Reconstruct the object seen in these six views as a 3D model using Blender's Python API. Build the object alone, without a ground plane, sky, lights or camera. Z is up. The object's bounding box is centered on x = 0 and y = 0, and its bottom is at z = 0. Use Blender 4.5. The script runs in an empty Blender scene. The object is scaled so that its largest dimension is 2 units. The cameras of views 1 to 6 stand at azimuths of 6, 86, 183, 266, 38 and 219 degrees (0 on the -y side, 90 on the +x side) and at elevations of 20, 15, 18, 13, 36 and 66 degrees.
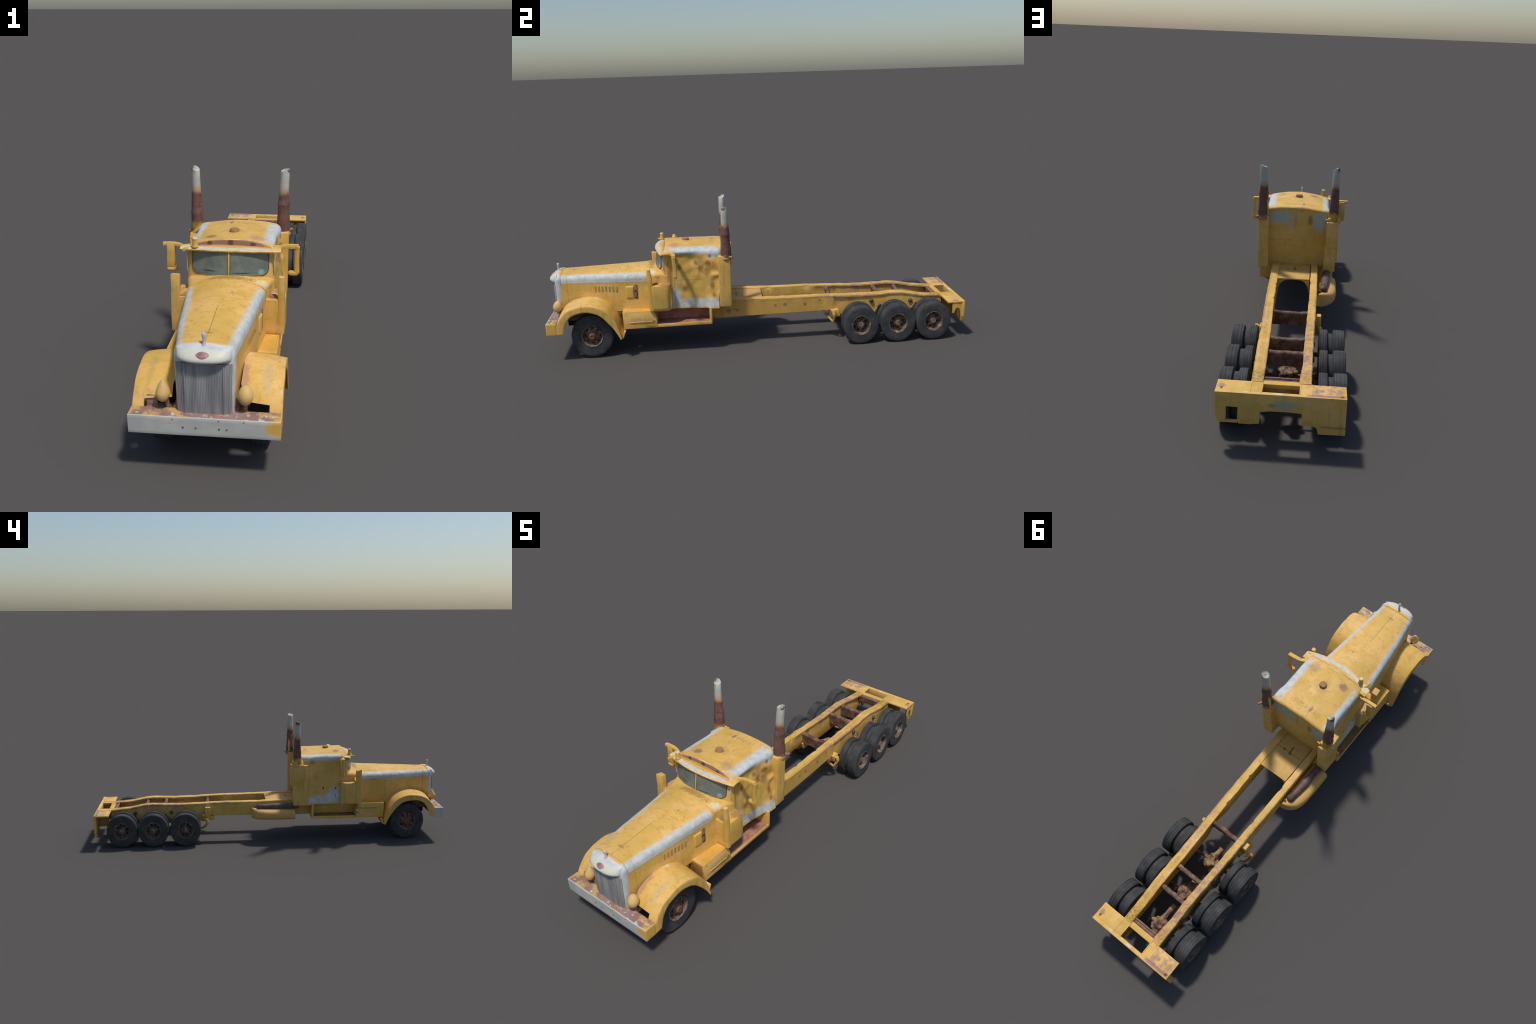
# Old yellow conventional truck tractor with a long bare frame, built part by part.
# Local frame: nose towards -y, z up, metres.  A small yaw sits on the root empty.
import bpy, bmesh, math, random
from math import sin, cos, pi, sqrt, radians, exp
from mathutils import Vector, Matrix, noise

random.seed(7)
SCN = bpy.context.scene

# ------------------------------------------------------------------ materials
class Nodes:
    """tiny helper that wires shader nodes"""
    def __init__(self, name):
        self.mat = bpy.data.materials.new(name)
        self.mat.use_nodes = True
        self.nt = self.mat.node_tree
        self.nt.nodes.clear()
        self.out = self.new('ShaderNodeOutputMaterial')
        self.bsdf = self.new('ShaderNodeBsdfPrincipled')
        self.link(self.bsdf.outputs[0], self.out.inputs[0])
        self.tc = self.new('ShaderNodeTexCoord')
        self.P = self.tc.outputs['Object']
        sep = self.new('ShaderNodeSeparateXYZ')
        self.link(self.P, sep.inputs[0])
        self.X, self.Y, self.Z = sep.outputs

    def new(self, t): return self.nt.nodes.new(t)
    def link(self, a, b): self.nt.links.new(a, b)

    def put(self, sock, v):
        if isinstance(v, bpy.types.NodeSocket): self.link(v, sock)
        else: sock.default_value = v

    def math(self, op, a, b=0.0, c=0.0, clamp=False):
        n = self.new('ShaderNodeMath'); n.operation = op; n.use_clamp = clamp
        self.put(n.inputs[0], a); self.put(n.inputs[1], b); self.put(n.inputs[2], c)
        return n.outputs[0]

    def noise(self, scale, detail=3.0, rough=0.55, stretch=None, offset=(0, 0, 0)):
        m = self.new('ShaderNodeMapping')
        m.inputs['Scale'].default_value = stretch or (1, 1, 1)
        m.inputs['Location'].default_value = offset
        self.link(self.P, m.inputs[0])
        n = self.new('ShaderNodeTexNoise')
        n.inputs['Scale'].default_value = scale
        n.inputs['Detail'].default_value = detail
        n.inputs['Roughness'].default_value = rough
        self.link(m.outputs[0], n.inputs[0])
        return n.outputs['Fac']

    def smooth(self, v, lo, hi, to0=0.0, to1=1.0):
        n = self.new('ShaderNodeMapRange'); n.interpolation_type = 'SMOOTHSTEP'
        self.put(n.inputs[0], v)
        for i, k in enumerate((lo, hi, to0, to1)): n.inputs[i + 1].default_value = k
        return n.outputs[0]

    def mix(self, fac, a, b):
        n = self.new('ShaderNodeMix'); n.data_type = 'RGBA'
        self.put(n.inputs['Factor'], fac)
        for sock, v in ((n.inputs[6], a), (n.inputs[7], b)):
            if isinstance(v, tuple) and len(v) == 3: v = (*v, 1.0)
            self.put(sock, v)
        return n.outputs[2]

    # --- masks -------------------------------------------------------------
    def blob(self, c, r, wob=0.35, soft=0.35, freq=45.0):
        """soft ellipsoid with a ragged rim"""
        s = self.new('ShaderNodeVectorMath'); s.operation = 'SUBTRACT'
        self.link(self.P, s.inputs[0]); s.inputs[1].default_value = c
        m = self.new('ShaderNodeVectorMath'); m.operation = 'MULTIPLY'
        self.link(s.outputs[0], m.inputs[0]); m.inputs[1].default_value = tuple(1.0 / k for k in r)
        l = self.new('ShaderNodeVectorMath'); l.operation = 'LENGTH'
        self.link(m.outputs[0], l.inputs[0])
        d = self.math('ADD', l.outputs['Value'], self.math('MULTIPLY', self.math('SUBTRACT', self.wobble(freq), 0.5), 2 * wob))
        return self.smooth(d, 1 - soft, 1 + soft, 1.0, 0.0)

    def slab(self, c, r, wob=0.25, soft=0.25, freq=45.0):
        """soft box with a ragged rim"""
        d = None
        for ax, ci, ri in zip((self.X, self.Y, self.Z), c, r):
            a = self.math('DIVIDE', self.math('ABSOLUTE', self.math('SUBTRACT', ax, ci)), ri)
            d = a if d is None else self.math('MAXIMUM', d, a)
        d = self.math('ADD', d, self.math('MULTIPLY', self.math('SUBTRACT', self.wobble(freq), 0.5), 2 * wob))
        return self.smooth(d, 1 - soft, 1 + soft, 1.0, 0.0)

    def wobble(self, freq):
        if not hasattr(self, '_w'): self._w = {}
        if freq not in self._w: self._w[freq] = self.noise(freq, 4.0, 0.6)
        return self._w[freq]

    def half(self, a, b, c, d, soft=0.01, wob=0.006, freq=60.0):
        """1 where a*x+b*y+c*z+d > 0"""
        v = self.math('MULTIPLY_ADD', self.X, a, d)
        v = self.math('MULTIPLY_ADD', self.Y, b, v)
        v = self.math('MULTIPLY_ADD', self.Z, c, v)
        v = self.math('ADD', v, self.math('MULTIPLY', self.math('SUBTRACT', self.wobble(freq), 0.5), 2 * wob))
        return self.smooth(v, -soft, soft)

    def mul(self, *ms):
        r = ms[0]
        for m in ms[1:]: r = self.math('MULTIPLY', r, m)
        return r

    def finish(self, col, rough=0.55, bump=0.15, bumpscale=180.0, metal=0.0, spec=0.3):
        if isinstance(col, tuple): col = (*col, 1.0)
        self.put(self.bsdf.inputs['Base Color'], col)
        self.put(self.bsdf.inputs['Roughness'], rough)
        self.bsdf.inputs['Metallic'].default_value = metal
        self.bsdf.inputs['Specular IOR Level'].default_value = spec
        if bump:
            b = self.new('ShaderNodeBump'); b.inputs['Strength'].default_value = bump
            b.inputs['Distance'].default_value = 0.002
            self.link(self.noise(bumpscale, 4.0, 0.6), b.inputs['Height'])
            self.link(b.outputs[0], self.bsdf.inputs['Normal'])
        return self.mat


YEL  = (0.680, 0.410, 0.090)
YEL2 = (0.520, 0.310, 0.060)
YEL3 = (0.770, 0.475, 0.155)
SILV = (0.580, 0.610, 0.600)
PALE = (0.700, 0.660, 0.470)
RUST = (0.210, 0.095, 0.060)
PINK = (0.370, 0.205, 0.165)
BROWN= (0.240, 0.130, 0.045)
DARK = (0.030, 0.024, 0.020)


def yellow(name, patches=(), speck=0.10, rust=RUST, streak=True):
    """weathered yellow enamel. patches: callables(n) -> (mask, colour)"""
    n = Nodes(name)
    c = n.mix(n.smooth(n.noise(9.0, 4.0, 0.6), 0.38, 0.68), YEL, YEL3)
    c = n.mix(n.math('MULTIPLY', n.smooth(n.noise(28.0, 4.0, 0.65, offset=(3, 1, 2)), 0.48, 0.75), 0.6), c, YEL2)
    if streak:   # faint vertical dirt runs
        c = n.mix(n.math('MULTIPLY', n.smooth(n.noise(60.0, 3.0, 0.6, stretch=(1, 1, 0.12)), 0.52, 0.78), 0.35), c, BROWN)
    c = n.mix(n.math('MULTIPLY', n.smooth(n.noise(5.0, 3.0, 0.5, offset=(9, 2, 4)), 0.45, 0.72), 0.30), c, (0.47, 0.31, 0.045))  # olive grime
    if speck:    # scattered scuffs
        c = n.mix(n.smooth(n.noise(70.0, 5.0, 0.7, offset=(5, 5, 5)), 0.66 - speck * 0.3, 0.80 - speck * 0.3, 0, 0.75), c, rust)
    chip = n.mul(n.smooth(n.noise(120.0, 3.0, .6, offset=(4, 8, 3)), .60, .64), n.smooth(n.noise(9.0, 3.0, .6, offset=(2, 3, 9)), .52, .64), .32)
    c = n.mix(chip, c, (0.25, .125, .06))
    for p in patches:
        m, col = p(n); c = n.mix(m, c, col)
    return n.finish(c, rough=n.smooth(n.noise(20.0), 0.3, 0.7, 0.50, 0.70), bump=0.18, bumpscale=90.0)


def rusty(name, a=RUST, b=PINK, rough=0.75, extra=()):
    n = Nodes(name)
    c = n.mix(n.smooth(n.noise(35.0, 5.0, 0.65), 0.35, 0.68), a, b)
    c = n.mix(n.smooth(n.noise(90.0, 4.0, 0.6, offset=(2, 2, 2)), 0.56, 0.75, 0, 0.6), c, DARK)
    for p in extra:
        m, col = p(n); c = n.mix(m, c, col)
    return n.finish(c, rough=rough, bump=0.3, bumpscale=120.0)


def B(c, r, col, k=1.0, wob=0.35, soft=0.35, freq=45.0):
    return lambda n: (n.math('MULTIPLY', n.blob(c, r, wob, soft, freq), k), col)
def S(c, r, col, k=1.0, wob=0.25, soft=0.25, freq=45.0):
    return lambda n: (n.math('MULTIPLY', n.slab(c, r, wob, soft, freq), k), col)
def mottled(c, r, col, k=0.9, freq=60.0):
    """blob broken up by noise"""
    return lambda n: (n.mul(n.slab(c, r, 0.2, 0.3), n.smooth(n.noise(freq, 5.0, 0.7), 0.40, 0.62), k), col)


def silver_mix(n):
    return n.mix(n.smooth(n.noise(40.0, 4.0, 0.6), 0.35, 0.7), SILV, (0.44, 0.49, 0.50))

def hood_silver(n):
    # worn bare band along both upper edges of the tapering bonnet
    taper = n.math('MULTIPLY_ADD', n.math('ADD', n.Y, 0.94), 0.1024, 0.082)
    d = n.math('SUBTRACT', n.math('MAXIMUM', n.X, n.math('SUBTRACT', n.math('MULTIPLY', n.X, -1.0), 0.007)), taper)
    w = n.math('MULTIPLY', n.math('SUBTRACT', n.wobble(55.0), 0.5), 0.012)
    side = n.smooth(n.math('ADD', d, w), -0.030, -0.010)
    low = n.smooth(n.math('ADD', n.Z, n.math('MULTIPLY', w, 0.4)), 0.3460, 0.3530)
    rear = n.smooth(n.math('ADD', n.Y, w), -0.545, -0.525, 1, 0)
    front = n.smooth(n.math('ADD', n.Y, w), -0.944, -0.950)
    top = n.smooth(n.Z, 0.372, 0.380)
    chip = n.smooth(n.noise(75.0, 5.0, 0.7, offset=(6, 1, 8)), 0.34, 0.50, 0.45, 1.0)
    m = n.math('MAXIMUM', n.mul(side, low, rear, chip), n.mul(front, top))
    return m, silver_mix(n)

def hinge_line(n):
    # piano hinge down the middle of the bonnet with a small cross mark
    ln = n.mul(n.smooth(n.math('ABSOLUTE', n.X), 0.0006, 0.0016, 1, 0), n.smooth(n.Y, -0.73, -0.70, 1, 0), n.smooth(n.noise(120.0), 0.30, 0.5))
    cr = n.mul(n.blob((0, -0.885, 0.40), (0.016, 0.0045, 0.03), 0.3, 0.5), 0.7)
    return n.math('MULTIPLY', n.math('MAXIMUM', ln, cr), 0.85), BROWN

def cab_shoulder(n):
    m = n.slab((0.140, -0.300, 0.4915), (0.032, 0.112, 0.0150), 0.4, 0.35, 60.0)
    m2 = n.slab((-0.142, -0.290, 0.484), (0.026, 0.105, 0.0165), 0.35, 0.3, 60.0)
    m3 = n.blob((0.148, -0.205, 0.478), (0.03, 0.032, 0.022), 0.3, 0.3)
    return n.math('MAXIMUM', n.math('MAXIMUM', m, m2), m3), silver_mix(n)

def cab_sill(n):
    # bare metal along the lower cab sides
    a = n.slab((0.155, -0.30, 0.236), (0.03, 0.118, 0.024), 0.45, 0.3, 40.0)
    b = n.blob((0.155, -0.392, 0.27), (0.03, 0.022, 0.055), 0.3, 0.3)
    c = n.blob((-0.155, -0.390, 0.262), (0.03, 0.058, 0.046), 0.8, 0.45, 30.0)
    d = n.blob((-0.155, -0.300, 0.234), (0.03, 0.095, 0.030), 0.8, 0.45, 30.0)
    m = n.math('MAXIMUM', n.math('MAXIMUM', a, b), n.math('MAXIMUM', c, d))
    rag = n.smooth(n.noise(34.0, 5.0, .7, offset=(3, 5, 1)), .34, .52, .30, 1.0)
    return n.mul(m, rag, n.smooth(n.Z, 0.216, 0.222)), silver_mix(n)

def cab_back(n):
    a = n.slab((0.090, -0.16, 0.455), (0.056, 0.03, 0.030), 0.8, 0.5, 40.0)
    b = n.blob((-0.105, -0.16, 0.446), (0.032, 0.03, 0.048), 0.6, 0.5, 40.0)
    m = n.mul(n.math('MAXIMUM', a, b), n.smooth(n.Z, 0.488, 0.480), n.smooth(n.Y, -0.172, -0.168))
    return n.math('MULTIPLY', m, 0.9), (0.40, 0.47, 0.42)

def panel_lines(n):
    # thin seams of door and sleeper panel
    def seam(ax, v, w=0.0011): return n.smooth(n.math('ABSOLUTE', n.math('SUBTRACT', ax, v)), w * 0.5, w * 1.5, 1, 0)
    side = n.smooth(n.math('ABSOLUTE', n.X), 0.130, 0.138)
    a = n.mul(seam(n.Y, -0.398), side, n.smooth(n.Z, 0.475, 0.47))
    b = n.mul(seam(n.Z, 0.352, 0.0009), n.smooth(n.X, 0.13, 0.138), n.smooth(n.Y, -0.40, -0.39), n.smooth(n.Y, -0.28, -0.25, 1, 0))
    back = n.smooth(n.Y, -0.172, -0.167)
    c = n.mul(n.math('MAXIMUM', seam(n.Z, 0.281), n.math('MULTIPLY', seam(n.Z, 0.347), 0.5)), back)
    return n.math('MULTIPLY', n.math('MAXIMUM', n.math('MAXIMUM', a, b), c), 0.6), BROWN

spots = []
for y, z, r in ((-0.294, 0.434, .010), (-0.270, 0.400, .014), (-0.243, 0.388, .016), (-0.237, 0.428, .013), (-0.227, 0.466, .008),
                (-0.221, 0.323, .012), (-0.349, 0.303, .015), (-0.371, 0.414, .012), (-0.213, 0.278, .009), (-0.385, 0.448, .012)):
    spots.append(B((0.152, y, z), (0.03, r, r * 1.25), (0.25, .12, .035), 0.78, 0.5, 0.55, 60.0))
lspots = [B((-0.152, -0.306, 0.307), (0.02, .005, .008), DARK, .8), B((-0.152, -0.378, 0.306), (0.02, .005, .008), DARK, .8),
          S((-0.152, -0.379, 0.262), (0.02, .0022, .011), DARK, .6), B((-0.15, -0.242, 0.458), (0.02, .014, .014), BROWN, .5)]

M = {}
M['hood'] = yellow('hood_paint', [
    hood_silver, hinge_line,
    B((0.0, -0.512, 0.42), (0.075, 0.012, 0.02), BROWN, .6, 1.1, .35, 130.0),
    B((-0.09, -0.762, 0.340), (0.02, .035, .004), BROWN, .45), B((-0.09, -0.762, 0.345), (0.02, .016, .006), PINK, .6),
    B((-0.11, -0.60, 0.345), (0.02, .04, .0025), DARK, .7), B((0.115, -0.60, 0.36), (0.02, .05, .006), (0.3, .3, .3), .4, .8),
    B((-0.10, -0.62, 0.275), (0.02, .05, .012), (0.42, .36, .22), .5, .8), B((0.03, -0.62, 0.42), (.006, .008, .02), BROWN, .5),
    S((0.1, -0.62, 0.300), (0.05, .001, .05), BROWN, .35), S((-0.1, -0.672, 0.290), (0.05, .001, .06), BROWN, .5),
    S((0.09, -0.907, 0.29), (0.05, .0012, .10), BROWN, .35), S((-0.09, -0.907, 0.29), (0.05, .0012, .10), BROWN, .6),
    S((-0.1, -0.735, 0.3525), (0.05, .20, .0012), BROWN, .5, 0.1), S((0.1, -0.735, 0.3465), (0.05, .20, .0012), BROWN, .4, 0.1),
], speck=0.05)
M['cowl'] = yellow('cowl_paint', [
    B((0.142, -0.479, 0.372), (0.03, .014, .006), (0.36, .24, .14), .8), B((0.12, -0.505, 0.40), (0.03, .02, .02), PALE, .6, .7),
    B((0.0, -0.505, 0.42), (0.09, 0.014, 0.03), BROWN, .6, 1.1, .35, 130.0)], speck=0.12)
M['cab'] = yellow('cab_paint', [cab_shoulder, cab_sill, cab_back, panel_lines,
    B((-0.073, -0.388, 0.513), (.020, .018, .02), (0.27, .145, .12), .85, 1.0, .45, 60.0), B((0.083, -0.392, 0.513), (.026, .022, .02), (0.36, .2, .15), .55, 1.0, .6, 60.0),
    B((-0.026, -0.215, 0.513), (.006, .018, .02), (0.27, .145, .12), .85, .8, .5, 70.0), mottled((0.0, -0.213, 0.513), (.060, .012, .02), BROWN, .45, 150.0),
    B((-0.06, -0.16, 0.447), (.010, .03, .022), RUST, .6), S((0, -0.4385, 0.504), (.118, .0035, .0125), (0.30, .155, .125), .95, .3, .2), B((-.07, -.438, .505), (.008, .006, .008), DARK, .7), B((0, -.438, .508), (.010, .006, .010), DARK, .7), B((.075, -.438, .503), (.010, .006, .006), DARK, .7), B((0, -.436, .520), (.13, .006, .003), PALE, .7),
    S((0.0, -0.300, 0.515), (.0012, .10, .02), BROWN, .25), B((0, -0.32, 0.514), (.03, .02, .01), BROWN, .25),
] + spots + lspots, speck=0.04)
M['plain'] = yellow('yellow_paint', speck=0.08)
M['drum'] = yellow('air_cleaner_paint', [B((0.17, -0.44, 0.345), (.03, .03, .008), RUST, .6, .8), B((0.145, -0.49, 0.342), (.02, .02, .006), RUST, .8, .5),
                                        B((-0.165, -0.46, 0.345), (.03, .03, .008), PINK, .4, .8)], speck=0.08)
M['fender'] = yellow('fender_paint', [
    B((0.165, -0.875, 0.26), (.012, .05, .05), (.36, .34, .25), .35, 1.2, .5, 70.0), B((-0.17, -0.86, 0.26), (.010, .06, .05), (.42, .30, .12), .4, 1.2, .5, 70.0),
    B((0.095, -0.88, 0.26), (.018, .07, .05), PINK, .7, .7), B((-0.14, -0.945, 0.20), (.035, .03, .018), PINK, .85, .3),
    B((0.1, -0.77, 0.285), (.02, .012, .012), SILV, .7)], speck=0.06)
def visor_band(n):
    # bare strip just behind the curved lip
    d = n.math('SUBTRACT', n.math('ADD', n.Y, 0.4715), n.math('MULTIPLY', n.math('MULTIPLY', n.X, n.X), 1.02))
    d = n.math('ADD', d, n.math('MULTIPLY', n.math('SUBTRACT', n.wobble(55.0), 0.5), 0.008))
    m = n.mul(n.smooth(n.math('ABSOLUTE', d), 0.0055, 0.0100, 1, 0), n.smooth(n.math('ABSOLUTE', n.X), 0.125, 0.14, 1, 0))
    return n.math('MULTIPLY', m, .85), silver_mix(n)
M['visor'] = yellow('visor_paint', [
    visor_band, S((0, -.444, .497), (.13, .004, .01), BROWN, .45, .5),
    S((0.165, -0.463, 0.49), (.02, .02, .02), PALE, .4), B((-.145, -.45, .495), (.03, .02, .03), PALE, .7),
    mottled((0, -.482, .490), (.12, .005, .01), PALE, .7, 60.0)], speck=0.12)
M['bumper'] = None
def bumper_mat():
    n = Nodes('bumper_metal')
    c = n.mix(n.smooth(n.noise(18.0, 4.0), 0.35, 0.7), (0.46, 0.46, 0.43), (0.54, 0.53, 0.48))
    c = n.mix(n.smooth(n.noise(60.0, 4.0, .65, stretch=(.3, 1, 1)), 0.60, 0.75, 0, .35), c, (0.32, .30, .26))
    top = n.mul(n.smooth(n.Z, 0.1895, 0.1915), n.smooth(n.Y, -0.997, -0.993))
    t = n.mix(n.smooth(n.noise(22.0, 4.0, .6, offset=(1, 4, 0)), 0.42, 0.56), (0.28, .165, .13), (0.56, 0.35, 0.12))
    t = n.mix(n.mul(n.smooth(n.math('ABSOLUTE', n.X), .15, .10), n.smooth(n.noise(30.0, 4.0), .62, .42)), t, (0.30, .20, .175))
    t = n.mix(n.smooth(n.noise(45.0, 4.0, .6, offset=(7, 0, 0)), 0.58, 0.66), t, (0.50, 0.48, 0.47))
    t = n.mix(n.smooth(n.noise(55.0, 5.0, .7, offset=(0, 9, 0)), 0.58, 0.68), t, RUST)
    c = n.mix(top, c, t)
    endy = n.math('MAXIMUM', n.blob((0.212, -1.0, 0.172), (.046, .02, .022), .3, .3), n.smooth(n.X, 0.2065, 0.2095))
    c = n.mix(endy, c, YEL)
    return n.finish(c, rough=0.5, bump=0.12, metal=0.0)
M['bumper'] = bumper_mat()
def rail_edges(n):
    # paint scraped off along both rims of the top flange
    ax = n.math('ABSOLUTE', n.X)
    wob_ = n.math('MULTIPLY', n.math('SUBTRACT', n.noise(26.0, 4.0, .6), 0.5), 0.012)
    out = n.smooth(n.math('ADD', ax, wob_), 0.0935, 0.0990)
    inn = n.smooth(n.math('ADD', ax, wob_), 0.0690, 0.0640)
    m = n.mul(n.math('MAXIMUM', out, n.math('MULTIPLY', inn, .5)), n.smooth(n.Z, 0.180, 0.186), n.smooth(n.Y, 0.10, 0.30), n.smooth(n.noise(40.0, 4.0, .65, offset=(1, 6, 2)), .36, .56))
    side = n.smooth(n.math('SUBTRACT', n.Z, n.math('MULTIPLY', n.math('MAXIMUM', n.math('SUBTRACT', n.Y, .70), 0.0), -.17)), 0.2085, 0.2115)
    return n.mul(m, side, .8), (0.36, .18, .115)
M['rail'] = yellow('frame_paint', [
    mottled((-0.083, 0.66, 0.22), (.017, .18, .04), (0.40, .225, .185), .9, 24.0), mottled((-0.08, 0.62, 0.22), (.012, .26, .03), (0.22, .11, .085), .38, 100.0),
    mottled((0.079, 0.62, 0.22), (.0075, .24, .03), BROWN, .45, 110.0), mottled((0.09, 0.45, 0.22), (.012, .14, .03), PINK, .45, 30.0),
    rail_edges, mottled((0.075, 0.88, 0.19), (.03, .03, .03), DARK, .6, 90.0),
    mottled((-0.08, 0.88, 0.19), (.03, .03, .03), RUST, .6, 90.0),
    S((0.108, 0.03, 0.180), (.012, .28, .05), (0.52, .29, .07), .6, .5)] +
    [B((0.105, y, z), (.01, r, r), BROWN, .7) for y, z, r in ((.081, .187, .007), (.129, .188, .010), (.227, .184, .009), (-.149, .172, .012), (-.12, .18, .006), (-.105, .175, .008), (.30, .20, .006))] +
    [S((0.105, 0.07, .2115), (.02, .055, .0012), BROWN, .5)], speck=0.06)
M['deck'] = yellow('deck_paint', [S((0, 0.07, .22), (.2, .3, .05), (0.58, .34, .10), .6, .6), S((0, -0.105, .22), (.065, .0016, .05), BROWN, .7), S((.0, -0.12, .22), (.003, .018, .05), DARK, .8),
                                  B((.03, -.105, .22), (.006, .005, .02), DARK, .7), B((-.005, -.10, .22), (.008, .006, .02), DARK, .6)], speck=0.1)
M['plate'] = yellow('rear_plate_paint', [
    mottled((-0.150, 0.953, 0.187), (.048, .038, .01), PINK, .95, 38.0), S((-0.145, 0.985, .187), (.055, .006, .006), (.33, .17, .19), .85, .5),
    B((0.188, 0.953, 0.187), (.012, .014, .006), PINK, .85), B((0.187, 0.967, .187), (.005, .008, .006), (.14, .03, .03), .9),
    B((-.195, .984, .187), (.007, .006, .006), (.14, .03, .03), .9), B((.107, .986, .187), (.008, .004, .01), (.62, .55, .60), .9), B((0.005, .989, .187), (.013, .005, .006), (.66, .60, .58), .9),
    B((-0.015, 1.0, 0.153), (.038, .02, .016), (.34, .38, .30), .75, .5), S((-.175, 1.0, .0855), (.045, .02, .004), (.30, .17, .08), .6, .6),
    B((.025, 1.0, .15), (.012, .02, .006), BROWN, .45)], speck=0.08)
M['tank'] = yellow('tank_paint', [S((-.17, 0, .16), (.05, .2, .04), (0.60, .34, .12), .6, .5)], speck=0.1)
M['rust'] = rusty('rusty_steel')
M['cross'] = rusty('crossmember_rust', (0.105, .055, .040), (0.25, .145, .10), extra=[mottled((0.06, .6, .2), (.035, .06, .03), YEL2, .8, 50.0)])  # base colours darkened to bake in the shade on the faces
M['step'] = rusty('step_rust', (0.30, .14, .095), (0.44, .22, .15))
def axle_mat():
    n = Nodes('axle_rust')
    c = n.mix(n.smooth(n.noise(24.0, 4.0, .6), .40, .58), (0.27, .165, .12), (0.35, .23, .09))
    c = n.mix(n.smooth(n.noise(48.0, 5.0, .7, offset=(3, 1, 0)), .47, .60), c, (0.075, .045, .038))
    return n.finish(c, rough=.7, bump=.35)
M['axle'] = axle_mat()
M['pipe'] = rusty('exhaust_pipe_metal', (0.075, .055, .052), (0.17, .105, .085), rough=.5)
M['cap'] = rusty('roof_cap_rust', (0.26, .13, .06), (0.42, .24, .10))

def stack_mat(left):
    n = Nodes('stack_metal')
    z = n.math('ADD', n.Z, n.math('MULTIPLY', n.math('SUBTRACT', n.noise(38.0, 5.0, .65, stretch=(1, 1, .45)), 0.5), 0.045))
    c = n.mix(n.smooth(n.noise(50.0, 4.0, .6, stretch=(1, 1, .3)), .35, .7), (0.50, .49, .42), (0.42, .43, .39))
    c = n.mix(n.smooth(z, 0.636, 0.608), c, (0.44, .32, .16))
    c = n.mix(n.smooth(z, 0.613, 0.594), c, n.mix(n.noise(25.0, 4.0), (0.135, .062, .048), (0.22, .105, .085)))
    if left:
        c = n.mix(n.smooth(z, 0.500, 0.482), c, YEL2)
    else:
        c = n.mix(n.smooth(z, 0.476, 0.460), c, (0.38, .22, .10))
    c = n.mix(n.mul(n.smooth(n.Z, 0.612, 0.58), n.smooth(n.noise(55.0, 5.0, .7, offset=(2, 7, 1)), .50, .66), .75), c, (0.07, .035, .03))
    c = n.mix(n.mul(n.smooth(n.Z, 0.612, 0.58), n.smooth(n.noise(45.0, 5.0, .7, offset=(8, 1, 3)), .58, .70), .6), c, (0.34, .20, .14))
    if left:
        c = n.mix(n.blob((-.181, -.150, .690), (.013, .016, .012), .3, .3), c, (0.16, .095, .07))
    else:
        c = n.mix(n.blob((.179, -.157, .692), (.011, .013, .010), .3, .3), c, (0.17, .10, .075))
        c = n.mix(n.slab((.160, -.150, .6945), (.02, .02, .0012), .4, .4), c, (0.36, .27, .20))
    return n.finish(c, rough=.5, bump=.15)
M['stackR'] = stack_mat(False); M['stackL'] = stack_mat(True)

def rubber(name):
    n = Nodes(name)
    c = n.mix(n.smooth(n.noise(30.0, 4.0), .35, .7), (0.040, .041, .043), (0.068, .068, .068))
    c = n.mix(n.smooth(n.noise(12.0, 3.0, offset=(4, 0, 0)), .5, .75, 0, .5), c, (0.085, .082, .076))
    return n.finish(c, rough=.75, bump=.15, bumpscale=160.0)
M['rubber'] = rubber('tyre_rubber')
def rim_mat():
    n = Nodes('rim_rust')
    c = n.mix(n.smooth(n.noise(45.0, 5.0, .65), .36, .64), (0.075, .055, .045), (0.25, .170, .125))
    c = n.mix(n.smooth(n.noise(60.0, 5.0, .7, offset=(3, 3, 3)), .56, .68), c, (0.42, .33, .24))
    return n.finish(c, rough=.6, bump=.3)
M['rim'] = rim_mat()
M['hub'] = rusty('hub_rust', (0.090, .055, .038), (0.24, .12, .055))
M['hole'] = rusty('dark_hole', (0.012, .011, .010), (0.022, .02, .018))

def shell_mat():
    n = Nodes('radiator_shell_metal')
    c = n.mix(n.smooth(n.noise(30.0, 4.0), .35, .7), (0.60, .61, .60), (0.50, .52, .53))
    m = n.mul(n.smooth(n.Y, -0.968, -0.975), n.smooth(n.math('ADD', n.math('ABSOLUTE', n.X), n.math('MULTIPLY', n.noise(60.0), .03)), .105, .085))
    c = n.mix(m, c, n.mix(n.noise(50.0), (0.64, .62, .49), (0.55, .56, .49)))
    yt = n.mul(n.smooth(n.math('ADD', n.Y, n.math('MULTIPLY', n.math('SUBTRACT', n.noise(40.0), .5), .010)), -.953, -.946), n.smooth(n.math('ABSOLUTE', n.X), .068, .058), n.smooth(n.Z, .376, .382))
    c = n.mix(yt, c, n.mix(n.noise(20.0), YEL, YEL3))
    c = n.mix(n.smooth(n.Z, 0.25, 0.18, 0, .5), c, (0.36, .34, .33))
    return n.finish(c, rough=.45, bump=.1)
M['shell'] = shell_mat()
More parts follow.
